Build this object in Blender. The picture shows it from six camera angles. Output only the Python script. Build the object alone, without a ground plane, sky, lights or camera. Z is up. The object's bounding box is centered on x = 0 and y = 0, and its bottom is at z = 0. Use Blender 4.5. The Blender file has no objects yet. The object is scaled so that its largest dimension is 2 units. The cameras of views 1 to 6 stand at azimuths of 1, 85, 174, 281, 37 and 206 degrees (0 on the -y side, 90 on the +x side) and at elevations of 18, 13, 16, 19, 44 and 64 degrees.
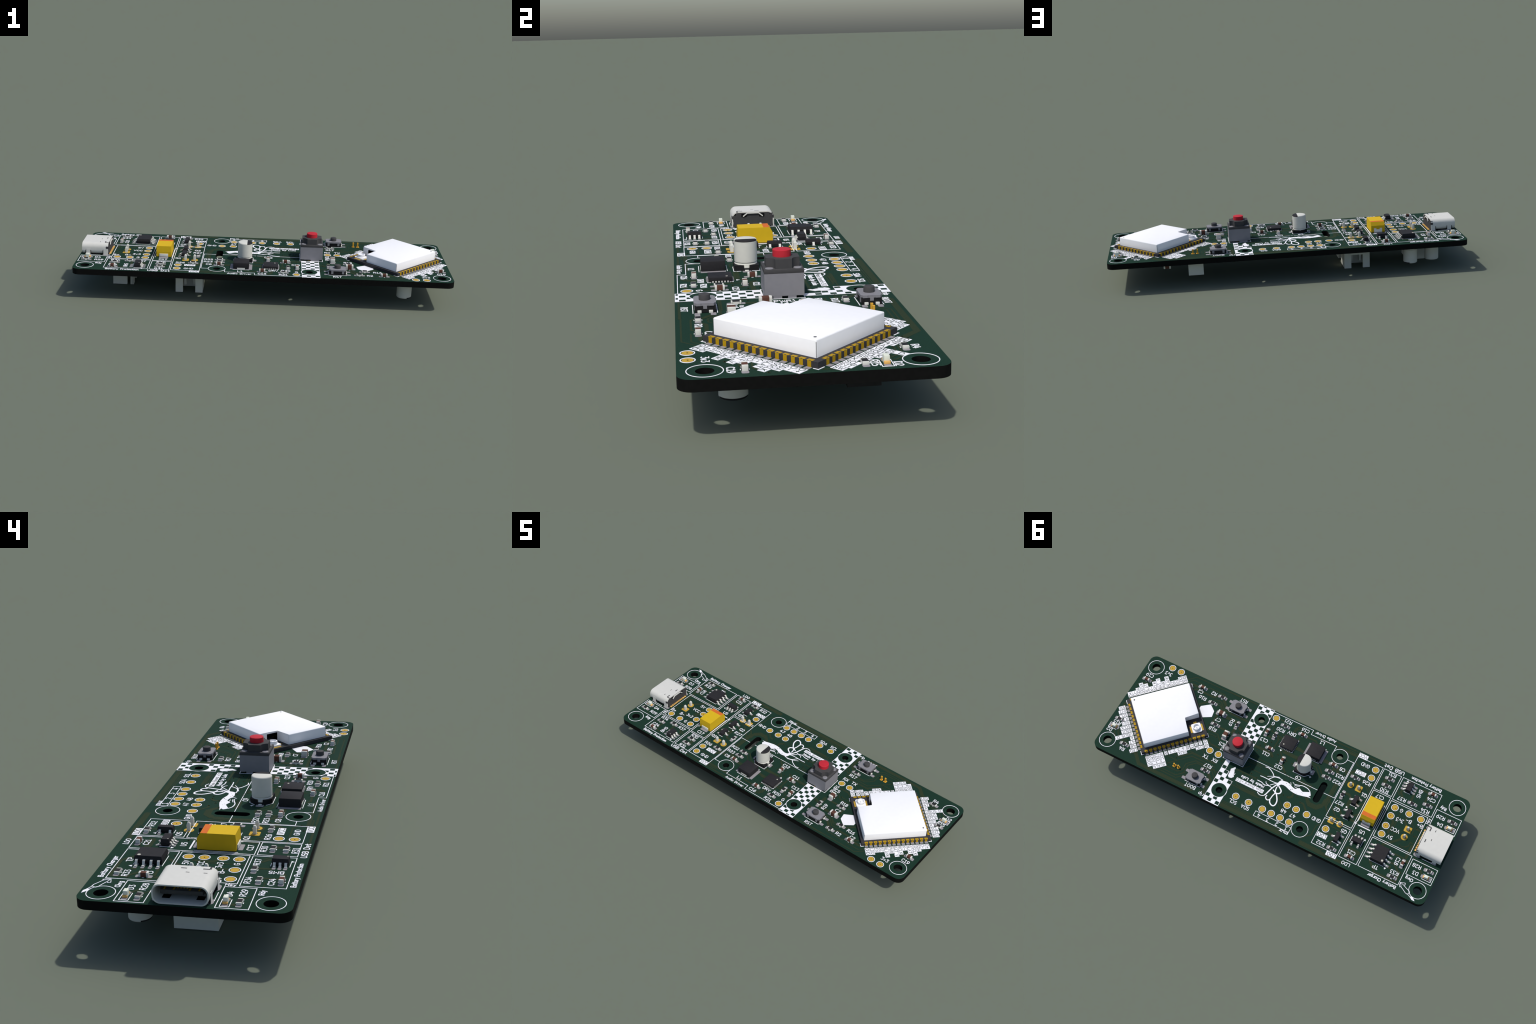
"""A long green controller board: radio module, push buttons, USB socket, chips,
passives, white legend printing on top and three white plugs underneath.
All sizes below are board millimetres; MM turns them into scene metres."""
import bpy, bmesh, math, random
from mathutils import Vector, Matrix

MM = 1.0 / 51.0          # board is 102 mm long -> 2 m
TOP = 8.6 / 51.0          # scene height of the board's upper face
HALF_X, HALF_Y, THICK = 51.0, 17.0, 1.6
random.seed(7)


# ------------------------------------------------------------------ materials
def material(name, rgb, rough=0.6, metal=0.0, spec=0.06, grain=0.05, scale=60.0, bump=0.0, trans=0.0):
    m = bpy.data.materials.new(name)
    m.use_nodes = True
    nt = m.node_tree
    b = nt.nodes["Principled BSDF"]
    b.inputs["Roughness"].default_value = rough
    b.inputs["Metallic"].default_value = metal
    b.inputs["Specular IOR Level"].default_value = spec
    if trans:
        b.inputs["Transmission Weight"].default_value = trans
    tc = nt.nodes.new("ShaderNodeTexCoord")
    no = nt.nodes.new("ShaderNodeTexNoise")
    no.inputs["Scale"].default_value = scale
    no.inputs["Detail"].default_value = 4.0
    nt.links.new(tc.outputs["Object"], no.inputs["Vector"])
    cr = nt.nodes.new("ShaderNodeValToRGB")
    lo = [max(0.0, c * (1 - grain)) for c in rgb]
    hi = [min(1.0, c * (1 + grain)) for c in rgb]
    cr.color_ramp.elements[0].position = 0.3
    cr.color_ramp.elements[1].position = 0.7
    cr.color_ramp.elements[0].color = (*lo, 1)
    cr.color_ramp.elements[1].color = (*hi, 1)
    nt.links.new(no.outputs["Fac"], cr.inputs["Fac"])
    nt.links.new(cr.outputs["Color"], b.inputs["Base Color"])
    if bump:
        bp = nt.nodes.new("ShaderNodeBump")
        bp.inputs["Strength"].default_value = bump
        bp.inputs["Distance"].default_value = 0.002
        nt.links.new(no.outputs["Fac"], bp.inputs["Height"])
        nt.links.new(bp.outputs["Normal"], b.inputs["Normal"])
    return m


MASK = material("solder_mask_green", (0.0148, 0.0398, 0.0262), 0.6, spec=0.02, grain=0.14, scale=260)
EDGE = material("board_edge_black", (0.0065, 0.0065, 0.0062), 0.7, spec=0.06, grain=0.15, scale=90)
COPPER = material("covered_copper_olive", (0.0310, 0.0450, 0.0240), 0.6, spec=0.02, grain=0.10, scale=200)
VIA = material("via_dark", (0.008, 0.008, 0.005), 0.7, spec=0.06)
INK = material("legend_ink_white", (0.90, 0.90, 0.93), 0.75, spec=0.06, grain=0.02)
GOLD = material("pad_gold", (0.53, 0.335, 0.048), 0.55, spec=0.06, grain=0.06, scale=120)
PINGOLD = material("pin_gold", (0.70, 0.38, 0.045), 0.45, spec=0.06)
MODGOLD = material("module_contact_gold", (0.42, 0.255, 0.008), 0.5, spec=0.06)
SOLDER = material("solder_pad_grey", (0.29, 0.275, 0.29), 0.5, spec=0.06, grain=0.06)
LEAD = material("tinned_lead", (0.70, 0.70, 0.64), 0.5, spec=0.06, grain=0.03)
CERAMIC = material("ceramic_white", (0.66, 0.66, 0.60), 0.6)
BLACK = material("chip_black", (0.028, 0.027, 0.029), 0.6, spec=0.06, grain=0.10, scale=150)
BROWN = material("capacitor_brown", (0.115, 0.052, 0.037), 0.65, grain=0.08)
YELLOW = material("tantalum_yellow", (0.66, 0.43, 0.018), 0.6, spec=0.06, grain=0.02)
ORANGE = material("tantalum_band_orange", (0.64, 0.155, 0.03), 0.6, spec=0.06)
CAN = material("can_pale_grey", (0.67, 0.665, 0.60), 0.5, spec=0.06, grain=0.02)
SHELL = material("socket_shell_silver", (0.66, 0.655, 0.605), 0.5, spec=0.06, grain=0.02)
PLASTIC = material("socket_plastic_dark", (0.060, 0.060, 0.061), 0.6, spec=0.06)
SHADEBLACK = material("painted_shade_black", (0.004, 0.004, 0.005), 0.8, spec=0.06)  # near-black that paints in the shade of openings and the unlit cavity
SHIELD = material("module_shield_white", (0.93, 0.93, 0.94), 0.6, spec=0.06, grain=0.01)
MODBOARD = material("module_board_dark", (0.045, 0.044, 0.047), 0.6, spec=0.06, grain=0.10, scale=150)
RED = material("button_red", (0.52, 0.030, 0.044), 0.5, spec=0.06, grain=0.03)
GREY = material("button_body_grey", (0.24, 0.237, 0.253), 0.55, spec=0.06, grain=0.03)
DARKGREY = material("button_plate_dark", (0.066, 0.065, 0.066), 0.6, spec=0.06, grain=0.05)
TACTBLACK = material("button_base_black", (0.018, 0.018, 0.019), 0.6, spec=0.06)
DOT = material("pin_one_dot", (0.55, 0.53, 0.45), 0.6)
LENS = material("lamp_lens_cream", (0.74, 0.77, 0.66), 0.35, spec=0.06, grain=0.02)
LAMPGOLD = material("lamp_end_amber", (0.80, 0.47, 0.14), 0.5)
NYLON = material("plug_housing_white", (0.74, 0.74, 0.67), 0.6, spec=0.06, grain=0.02)



# ------------------------------------------------------------------ mesh tools
class Solid:
    """Collects pieces of one part, in millimetres, then becomes a mesh."""

    def __init__(self, *mats):
        self.bm = bmesh.new()
        self.mats = list(mats)

    def slot(self, m):
        if m not in self.mats:
            self.mats.append(m)
        return self.mats.index(m)

    def box(self, x0, x1, y0, y1, z0, z1, m, bevel=0.0, taper=0.0):
        v = [self.bm.verts.new((x, y, z)) for z, t in ((z0, 0), (z1, taper))
             for x, y in ((x0 + t, y0 + t), (x1 - t, y0 + t), (x1 - t, y1 - t), (x0 + t, y1 - t))]
        quads = ((3, 2, 1, 0), (4, 5, 6, 7), (0, 1, 5, 4), (1, 2, 6, 5), (2, 3, 7, 6), (3, 0, 4, 7))
        fs = [self.bm.faces.new([v[i] for i in q]) for q in quads]
        k = self.slot(m)
        for f in fs:
            f.material_index = k
        if bevel:
            es = list({e for f in fs for e in f.edges})
            r = bmesh.ops.bevel(self.bm, geom=es, offset=bevel, segments=2, profile=0.5, affect="EDGES")
            for f in r["faces"]:
                f.material_index = k
        return fs

    def prism(self, loop, z0, z1, m, inset=0.0, msides=None):
        """Straight or slightly tapered column over a closed outline."""
        n = len(loop)
        area = sum(loop[i][0] * loop[(i + 1) % n][1] - loop[(i + 1) % n][0] * loop[i][1] for i in range(n))
        if area < 0:
            loop = loop[::-1]
        up = loop
        if inset:
            cx, cy = sum(p[0] for p in loop) / n, sum(p[1] for p in loop) / n
            r = max(math.hypot(p[0] - cx, p[1] - cy) for p in loop)
            up = [(cx + (p[0] - cx) * (1 - inset / r), cy + (p[1] - cy) * (1 - inset / r)) for p in loop]
        a = [self.bm.verts.new((x, y, z0)) for x, y in loop]
        b = [self.bm.verts.new((x, y, z1)) for x, y in up]
        k = self.slot(m)
        ks = self.slot(msides) if msides else k
        self.bm.faces.new(a[::-1]).material_index = k
        self.bm.faces.new(b).material_index = k
        for i in range(n):
            j = (i + 1) % n
            self.bm.faces.new((a[i], a[j], b[j], b[i])).material_index = ks

    def lathe(self, profile, cx, cy, m, seg=40):
        """Turn an (r, z) profile about a vertical axis."""
        k = self.slot(m)
        rings = []
        for r, z in profile:
            if r < 1e-6:
                rings.append([self.bm.verts.new((cx, cy, z))])
            else:
                rings.append([self.bm.verts.new((cx + r * math.cos(2 * math.pi * i / seg), cy + r * math.sin(2 * math.pi * i / seg), z)) for i in range(seg)])
        for a, b in zip(rings, rings[1:]):
            for i in range(seg):
                j = (i + 1) % seg
                q = [a[i % len(a)], a[j % len(a)], b[j % len(b)], b[i % len(b)]]
                q = [v for n, v in enumerate(q) if v not in q[:n]]
                if len(q) > 2:
                    self.bm.faces.new(q).material_index = k

    def strap(self, path, half, t, m, cross=0.0, turn=0.0, at=(0, 0)):
        """A bent flat strip: path is (distance, height), swept sideways by half."""
        k = self.slot(m)
        ca, sa = math.cos(turn), math.sin(turn)
        cols = []
        for i, (d, z) in enumerate(path):
            d0, z0 = path[max(i - 1, 0)]
            d1, z1 = path[min(i + 1, len(path) - 1)]
            l = math.hypot(d1 - d0, z1 - z0)
            nd, nz = -(z1 - z0) / l * t / 2, (d1 - d0) / l * t / 2
            ring = []
            for s, w in ((1, -1), (1, 1), (-1, 1), (-1, -1)):
                x, y, zz = d + s * nd, cross + w * half, z + s * nz
                ring.append(self.bm.verts.new((at[0] + x * ca - y * sa, at[1] + x * sa + y * ca, zz)))
            cols.append(ring)
        for a, b in zip(cols, cols[1:]):
            for i in range(4):
                j = (i + 1) % 4
                self.bm.faces.new((a[i], a[j], b[j], b[i])).material_index = k
        self.bm.faces.new(cols[0][::-1]).material_index = k
        self.bm.faces.new(cols[-1]).material_index = k

    def ribbon(self, pts, w, z1, m, closed=False, z0=-0.01):
        """A printed or etched line of width w with round ends, z1 proud."""
        clean = [pts[0]]
        for p in pts[1:]:
            if math.hypot(p[0] - clean[-1][0], p[1] - clean[-1][1]) > 1e-4:
                clean.append(p)
        if len(clean) > 4 and math.hypot(clean[0][0] - clean[-1][0], clean[0][1] - clean[-1][1]) < 1e-3:
            closed = True
            clean.pop()
        elif closed and math.hypot(clean[0][0] - clean[-1][0], clean[0][1] - clean[-1][1]) < 1e-4:
            clean.pop()
        n = len(clean)
        if n == 1:
            clean.append((clean[0][0] + 0.001, clean[0][1]))
            n = 2
        h = w / 2
        left, right = [], []
        for i, p in enumerate(clean):
            a = clean[i - 1] if (i or closed) else None
            c = clean[(i + 1) % n] if (i < n - 1 or closed) else None
            dirs = []
            for s, e in ((a, p), (p, c)):
                if s is not None and e is not None:
                    l = math.hypot(e[0] - s[0], e[1] - s[1])
                    dirs.append(((e[0] - s[0]) / l, (e[1] - s[1]) / l))
            d = (sum(q[0] for q in dirs), sum(q[1] for q in dirs))
            l = math.hypot(*d)
            d = (d[0] / l, d[1] / l) if l > 1e-4 else dirs[0]
            cosh = abs(d[0] * dirs[0][0] + d[1] * dirs[0][1])
            f = h / max(cosh, 0.6)
            left.append((p[0] - d[1] * f, p[1] + d[0] * f))
            right.append((p[0] + d[1] * f, p[1] - d[0] * f))
        k = self.slot(m)
        V = self.bm.verts.new
        F = self.bm.faces.new
        lt, rt = [V((*p, z1)) for p in left], [V((*p, z1)) for p in right]
        lb, rb = [V((*p, z0)) for p in left], [V((*p, z0)) for p in right]
        fs = []
        for i in range(n if closed else n - 1):
            j = (i + 1) % n
            fs.append(F((rt[i], rt[j], lt[j], lt[i])))
            fs.append(F((lt[i], lt[j], lb[j], lb[i])))
            fs.append(F((rb[i], rb[j], rt[j], rt[i])))
        if not closed:
            for e, o in ((0, 1), (n - 1, n - 2)):
                p, q = clean[e], clean[o]
                a0 = math.atan2(p[1] - q[1], p[0] - q[0])
                arc = [(p[0] + h * math.cos(a0 + t), p[1] + h * math.sin(a0 + t)) for t in (-math.pi / 4, 0, math.pi / 4)]
                first, last = (lt[e], rt[e]) if e == 0 else (rt[e], lt[e])
                fb, lbm = (lb[e], rb[e]) if e == 0 else (rb[e], lb[e])
                top = [first] + [V((*c, z1)) for c in arc] + [last]
                bot = [fb] + [V((*c, z0)) for c in arc] + [lbm]
                fs.append(F(top))
                for i in range(4):
                    fs.append(F((bot[i], bot[i + 1], top[i + 1], top[i])))
        for f in fs:
            f.material_index = k

    def mesh(self, name, smooth=35.0):
        for v in self.bm.verts:
            v.co *= MM
        bmesh.ops.recalc_face_normals(self.bm, faces=self.bm.faces)
        me = bpy.data.meshes.new(name)
        self.bm.to_mesh(me)
        self.bm.free()
        for m in self.mats:
            me.materials.append(m)
        if smooth:
            me.shade_smooth()
            me.set_sharp_from_angle(angle=math.radians(smooth))
        return me


def put(name, me, parent, x=0.0, y=0.0, z=0.0, turn=0.0, stuff=False):
    o = bpy.data.objects.new(name, me)
    bpy.context.scene.collection.objects.link(o)
    o.parent = parent
    base = TOP if parent is BOARD_ROOT else 0.0
    o.location = (x * MM, y * MM, z * MM + base)
    o.rotation_euler = (0, 0, math.radians(turn))
    if stuff:
        o["kind"] = "stuff"
    return o


def ring(cx, cy, r, n=40, a0=0.0, a1=360.0):
    full = abs(a1 - a0) >= 359.9
    k = n if full else n + 1
    return [(cx + r * math.cos(math.radians(a0 + (a1 - a0) * i / n)), cy + r * math.sin(math.radians(a0 + (a1 - a0) * i / n))) for i in range(k)]


def rounded(x0, x1, y0, y1, r, n=6):
    pts = []
    for cx, cy, a in ((x1 - r, y0 + r, -90), (x1 - r, y1 - r, 0), (x0 + r, y1 - r, 90), (x0 + r, y0 + r, 180)):
        pts += [(cx + r * math.cos(math.radians(a + 90 * i / n)), cy + r * math.sin(math.radians(a + 90 * i / n))) for i in range(n + 1)]
    return pts


def rect(x0, x1, y0, y1):
    return [(x0, y0), (x1, y0), (x1, y1), (x0, y1)]


def sheet(name, loops, z0, z1, mats, side=None):
    """Flat plate with holes: outlines filled even-odd and given thickness."""
    cu = bpy.data.curves.new(name, "CURVE")
    cu.dimensions = "2D"
    cu.fill_mode = "BOTH"
    cu.extrude = (z1 - z0) / 2 * MM
    for lp in loops:
        sp = cu.splines.new("POLY")
        sp.points.add(len(lp) - 1)
        for p, (x, y) in zip(sp.points, lp):
            p.co = (x * MM, y * MM, 0, 1)
        sp.use_cyclic_u = True
    o = bpy.data.objects.new(name, cu)
    bpy.context.scene.collection.objects.link(o)
    bpy.context.view_layer.update()
    me = bpy.data.meshes.new_from_object(o.evaluated_get(bpy.context.evaluated_depsgraph_get()))
    bpy.data.objects.remove(o)
    bpy.data.curves.remove(cu)
    me.name = name
    me.transform(Matrix.Translation((0, 0, (z0 + z1) / 2 * MM)))
    bm = bmesh.new()
    bm.from_mesh(me)
    bmesh.ops.remove_doubles(bm, verts=bm.verts, dist=1e-6)
    bmesh.ops.recalc_face_normals(bm, faces=bm.faces)
    bm.to_mesh(me)
    bm.free()
    me.materials.clear()
    for m in mats:
        me.materials.append(m)
    for p in me.polygons:
        p.material_index = 1 if (len(mats) > 1 and abs(p.normal.z) < 0.5) else 0
        p.use_smooth = False
    return me


BOARD_ROOT = bpy.data.objects.new("circuit_board", None)
bpy.context.scene.collection.objects.link(BOARD_ROOT)
BOARD_ROOT["label"] = "long dark green circuit board with white radio module and red button"
BOARD_ROOT["category"] = "circuit board"

# ------------------------------------------------------------------ bare board
CORNER_HOLES = [(sx * 48.0, sy * 13.5) for sx in (-1, 1) for sy in (-1, 1)]
INNER_HOLES = [(sx * 12.5, sy * 12.5) for sx in (-1, 1) for sy in (-1, 1)]
PLUG_PINS = [(-19.0, -6.0), (-21.5, -6.0), (-19.0, 6.05), (-21.5, 6.05), (-38.6, -1.25), (-38.6, 1.25)]
GOLD_PINS = [(25.85, 11.75), (27.15, 11.75)]
SLOT = (-12.5, 0.0, 0.95, 6.8)      # x, y, half width, overall length

loops = [rounded(-HALF_X, HALF_X, -HALF_Y, HALF_Y, 2.0, 10)]
loops += [ring(x, y, 1.2, 32) for x, y in CORNER_HOLES] + [ring(x, y, 0.95, 28) for x, y in INNER_HOLES]
loops += [ring(x, y, 0.48, 16) for x, y in PLUG_PINS]
hl = SLOT[3] / 2 - SLOT[2]
loops.append(ring(SLOT[0], hl, SLOT[2], 16, 0, 180) + ring(SLOT[0], -hl, SLOT[2], 16, 180, 360))
put("bare_board", sheet("bare_board", loops, -THICK, 0.0, [MASK, EDGE]), BOARD_ROOT)

# ------------------------------------------------------------------ etched traces
TR = Solid(COPPER)
layer = [0]


def trace(width, start, *legs):
    """Etched track: legs are (eighth-turn heading, length), as a router draws them."""
    pts = [start]
    for k, l in legs:
        pts.append((pts[-1][0] + l * math.cos(k * math.pi / 4), pts[-1][1] + l * math.sin(k * math.pi / 4)))
    pts = [(max(-50.3, min(50.3, x)), max(-16.4, min(16.4, y))) for x, y in pts]
    layer[0] += 1
    TR.ribbon(pts, width, 0.012 + 0.00012 * layer[0], COPPER)


trace(0.25, (37.7, -14.3), (5, 2.7), (4, 10.9))
trace(0.25, (37.3, -13.6), (5, 1.8), (4, 3.1), (4, 0.5))
trace(0.3, (31.2, -14.2), (5, 0.8), (4, 3.4), (4, 1.5), (3, 0.8))
trace(0.6, (31.2, -12.6), (4, 3.0), (5, 1.2))
trace(0.8, (35.6, -13.5), (4, 1.7))
trace(0.5, (34.5, -12.0), (5, 0.9), (4, 2.6))
trace(0.5, (30.9, -8.5), (5, 3.1))
trace(0.25, (27.5, -11.8), (5, 0.6), (4, 1.6), (3, 2.9), (4, 1.8))
trace(0.3, (26.1, -10.9), (4, 1.1), (3, 1.4))
trace(0.8, (25.2, -13.2), (3, 2.4))
trace(1.0, (38.7, 13.5), (3, 3.4), (4, 13.8), (4, 3.2))
trace(0.25, (31.0, 14.8), (4, 6.0), (5, 3.3))
trace(0.25, (30.6, 14.1), (4, 5.2), (5, 2.2), (6, 2.6), (5, 2.5), (4, 3.5), (4, 1.3), (3, 3.1))
trace(0.25, (29.0, 12.9), (4, 3.4), (5, 1.4), (6, 2.2), (5, 2.9), (4, 6.0))
trace(0.25, (29.2, 11.9), (5, 7.0), (4, 7.4))
trace(0.22, (30.6, 10.0), (4, 3.3), (5, 4.4), (4, 7.1))
trace(0.22, (29.3, 8.8), (4, 2.0), (5, 3.7), (4, 7.3))
trace(0.22, (27.6, 8.8), (5, 4.1), (4, 7.2))
trace(0.22, (25.7, 5.8), (4, 1.0), (4, 6.9))
trace(0.8, (17.5, 9.6), (3, 2.0), (2, 3.9), (3, 0.7))
trace(0.25, (24.5, 13.3), (5, 1.5))
trace(0.25, (17.7, 8.4), (5, 0.7), (4, 0.7), (3, 1.3))
trace(0.22, (22.2, 7.8), (4, 5.6), (3, 1.6))
trace(0.25, (11.3, 9.4), (4, 1.0), (4, 7.7), (4, 1.1))
trace(0.2, (9.0, 8.8), (4, 5.0), (5, 1.0))
trace(0.2, (9.3, 8.2), (3, 1.1), (4, 5.2))
trace(0.2, (11.0, 4.7), (5, 3.7))
trace(0.25, (11.4, 4.7), (4, 7.5))
trace(0.2, (7.5, 9.6), (4, 5.6), (5, 2.7), (5, 3.1))
trace(0.2, (7.7, 9.2), (4, 5.4), (5, 2.0))
trace(0.2, (7.9, 8.8), (4, 5.1), (5, 1.9))
trace(0.2, (8.2, 8.4), (4, 4.8))
trace(0.2, (-0.8, 8.8), (2, 2.0))
trace(0.2, (-3.4, 8.5), (2, 2.4))
trace(0.2, (-3.2, 5.9), (2, 0.9), (3, 3.1))
trace(0.2, (-3.7, 8.4), (3, 3.6))
trace(0.2, (-6.8, 9.2), (4, 1.0), (3, 2.1))
trace(0.6, (-5.2, 5.5), (4, 0.4), (5, 0.9), (6, 0.9))
trace(0.5, (-9.0, 5.3), (4, 1.0), (3, 2.2))
trace(0.9, (-9.9, 3.2), (3, 1.7), (4, 2.3), (5, 1.2))
trace(0.22, (10.0, 14.8), (4, 17.5))
trace(0.22, (9.9, 15.2), (4, 17.6))
trace(1.0, (10.2, 16.1), (4, 18.4))
trace(0.3, (10.0, 15.6), (4, 18.0))
trace(0.3, (-14.1, 15.4), (4, 6.0), (5, 1.8))
trace(1.0, (-14.4, 16.0), (4, 8.0))
trace(0.25, (-14.2, 15.6), (4, 4.9))
trace(0.9, (-22.4, 15.8), (4, 4.5))
trace(0.8, (-10.3, 3.8), (3, 1.6), (4, 2.1), (5, 1.8), (6, 2.2))
trace(0.4, (-15.2, 1.2), (2, 1.4), (3, 3.8))
trace(0.4, (-15.8, 0.9), (3, 1.4), (3, 2.6), (3, 1.4), (4, 1.2))
trace(0.7, (-18.3, 1.0), (3, 3.3))
trace(0.5, (-20.7, -1.7), (2, 2.1))
trace(0.4, (-23.6, 2.1), (5, 2.0))
trace(0.25, (-23.3, -1.1), (5, 2.5))
trace(0.7, (-19.4, 9.8), (4, 1.7))
trace(0.28, (-22.5, 7.7), (0, 4.8), (1, 2.4), (2, 3.0), (1, 3.3))
trace(0.6, (-23.3, 3.5), (4, 2.3))
trace(1.4, (-26.6, 11.4), (4, 2.8))
trace(0.5, (-24.6, 9.8), (5, 1.6))
trace(0.6, (-21.7, 11.4), (2, 1.7))
trace(0.85, (-0.5, -9.0), (4, 2.7))
trace(0.3, (3.0, -5.9), (3, 1.5))
trace(0.3, (2.7, -6.7), (3, 0.9), (4, 4.4))
trace(0.3, (2.1, -7.0), (3, 0.7), (4, 3.7))
trace(0.3, (-6.3, -7.1), (4, 2.3), (3, 2.7))
trace(0.3, (-5.6, -6.4), (4, 2.4), (3, 3.3), (4, 1.0))
trace(0.4, (0.1, -12.3), (2, 0.8))
trace(0.5, (-1.7, -13.7), (4, 2.7), (3, 0.8))
trace(0.3, (2.6, -12.8), (6, 1.8), (5, 1.8))
trace(0.35, (2.4, -11.8), (6, 2.1), (5, 1.8))
trace(0.3, (6.2, -10.1), (4, 1.5))
trace(0.25, (5.8, -9.8), (3, 0.9), (5, 0.7))
trace(0.8, (-9.1, -9.4), (4, 1.6))
trace(0.7, (-12.7, -8.6), (2, 0.8))
trace(0.3, (5.0, -11.1), (4, 0.6))
trace(0.35, (-2.4, -16.3), (4, 13.0))
trace(0.3, (-3.2, -16.2), (4, 12.4))
trace(0.6, (-4.7, -14.9), (4, 11.4))
trace(0.8, (-12.7, -14.9), (4, 4.4))
trace(0.25, (-15.2, -16.3), (4, 14.1))
trace(0.3, (-13.9, -15.6), (4, 3.1))
trace(0.25, (-19.8, -16.1), (4, 9.7))
trace(0.8, (-9.0, -9.1), (4, 1.5), (4, 7.6))
trace(0.9, (-14.6, -9.1), (1, 1.3), (3, 1.1))
trace(0.25, (-17.2, -13.1), (3, 1.1), (4, 8.6))
trace(0.8, (-16.5, -8.6), (5, 3.0), (4, 4.7))
trace(0.3, (-20.6, -8.5), (4, 2.2), (3, 2.7))
trace(0.35, (-17.3, -6.0), (5, 1.6), (4, 1.3), (3, 1.1))
trace(0.7, (-18.7, -3.1), (4, 1.3), (3, 1.1))
trace(0.6, (-21.2, -1.6), (2, 2.2))
trace(0.9, (-15.2, -4.1), (2, 6.7))
trace(0.3, (-15.9, -4.5), (2, 7.7), (3, 1.1))
trace(0.3, (-17.1, -4.9), (5, 0.5))
trace(0.7, (-27.1, -12.0), (2, 1.1))
trace(0.4, (-23.8, -1.7), (5, 1.1))
trace(0.6, (-32.3, -11.4), (2, 1.0), (3, 1.3))
trace(0.3, (-31.2, -10.6), (3, 1.5))
trace(0.6, (-35.8, -11.7), (2, 2.6))
trace(0.6, (-37.6, -13.9), (4, 1.5))
trace(0.5, (-39.4, -13.2), (2, 2.5))
trace(0.2, (-41.0, -11.3), (4, 2.6))
trace(0.7, (-33.4, -2.1), (3, 1.0), (2, 1.3), (2, 2.1))
trace(0.3, (-34.8, -6.9), (2, 2.0), (2, 4.8))
trace(0.6, (-36.8, -4.3), (2, 1.2), (3, 1.9))
trace(0.2, (-39.6, -6.8), (1, 1.2), (2, 2.5), (3, 1.9), (2, 1.6), (1, 0.6))
trace(0.6, (-40.7, -2.4), (4, 1.3))
trace(0.2, (-35.6, 2.4), (6, 0.5), (5, 2.0), (5, 1.5))
trace(0.2, (-41.6, -0.7), (1, 1.1))
trace(0.7, (-25.5, -7.7), (2, 1.8))
trace(0.7, (-26.9, -11.9), (2, 0.8))
trace(0.3, (-22.8, -7.7), (3, 2.2))
trace(0.7, (-38.1, 2.2), (1, 5.3))
trace(0.8, (-41.5, 3.3), (2, 3.2))
trace(0.2, (-38.5, 4.0), (4, 1.1), (5, 1.5), (6, 1.1), (4, 0.8))
trace(0.5, (-38.4, 6.9), (4, 2.5))
trace(0.6, (-38.6, 9.6), (4, 1.1), (3, 2.3))
trace(0.6, (-38.7, 10.8), (2, 0.5))
trace(0.6, (-33.3, 11.8), (3, 3.3), (4, 6.1), (6, 3.1))
trace(0.8, (-41.5, 7.4), (4, 0.9))
trace(0.6, (-46.2, 7.8), (3, 1.2))
trace(0.3, (-46.3, 5.8), (3, 1.3))
trace(0.2, (-45.9, -10.3), (3, 1.6))
trace(0.7, (-49.2, -8.4), (2, 0.6))
trace(0.2, (-40.0, 3.9), (5, 0.9), (6, 1.3), (4, 1.0))
trace(0.8, (-41.5, 2.7), (2, 1.7))
trace(0.2, (-40.7, -0.2), (4, 1.1))
trace(0.3, (25.0, -16.4), (4, 2.7), (4, 6.7))
trace(0.2, (24.9, -16.2), (4, 5.0))
trace(0.3, (21.4, -10.0), (4, 5.9))
trace(0.4, (17.2, -7.6), (3, 1.1), (4, 0.9))
trace(0.6, (18.0, -6.0), (2, 1.1))
trace(0.5, (9.2, -12.6), (2, 1.4))
trace(0.25, (8.2, -12.2), (2, 1.6), (4, 0.7))
trace(0.5, (8.5, -8.8), (4, 1.0))
trace(0.3, (6.0, -10.2), (4, 2.8))
trace(0.3, (6.0, -9.8), (3, 1.1), (2, 3.5))
trace(0.3, (5.1, -9.3), (5, 0.8))
trace(0.5, (7.5, -15.2), (4, 1.0))
trace(0.7, (10.5, -4.2), (4, 4.2))
trace(0.35, (2.1, -12.8), (6, 1.3), (6, 1.3), (4, 0.7))
trace(0.8, (10.3, -4.3), (4, 4.0), (4, 1.2), (3, 1.0))
trace(0.2, (9.9, -1.1), (4, 7.3))
trace(0.2, (10.0, 0.4), (4, 5.6), (4, 1.2))
trace(0.2, (10.0, 0.9), (4, 4.5))
trace(0.2, (10.5, 4.1), (5, 3.1))
trace(0.25, (7.3, 2.6), (4, 7.2))
trace(0.2, (10.3, 4.5), (4, 5.0))
trace(0.35, (5.2, -9.0), (2, 2.9))
trace(0.3, (2.8, -6.9), (3, 0.9), (4, 5.1))
trace(0.3, (2.0, -6.8), (4, 4.6))
trace(0.3, (3.2, -6.2), (3, 1.5))
trace(0.55, (0.6, -2.5), (3, 2.4))
trace(0.9, (-0.4, -9.2), (4, 1.2))
trace(0.5, (8.1, -6.3), (3, 0.9))
trace(0.9, (-6.4, -0.3), (4, 2.9), (2, 0.4))
trace(0.3, (24.9, -2.5), (4, 1.6), (4, 2.0), (3, 2.2))
trace(0.22, (24.1, -1.6), (4, 1.1), (4, 1.7))
trace(0.25, (22.9, 0.1), (3, 1.3), (4, 3.5))
trace(0.25, (22.1, 0.6), (3, 0.9), (4, 3.1))
trace(0.6, (24.5, -7.8), (2, 2.4))
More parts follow.
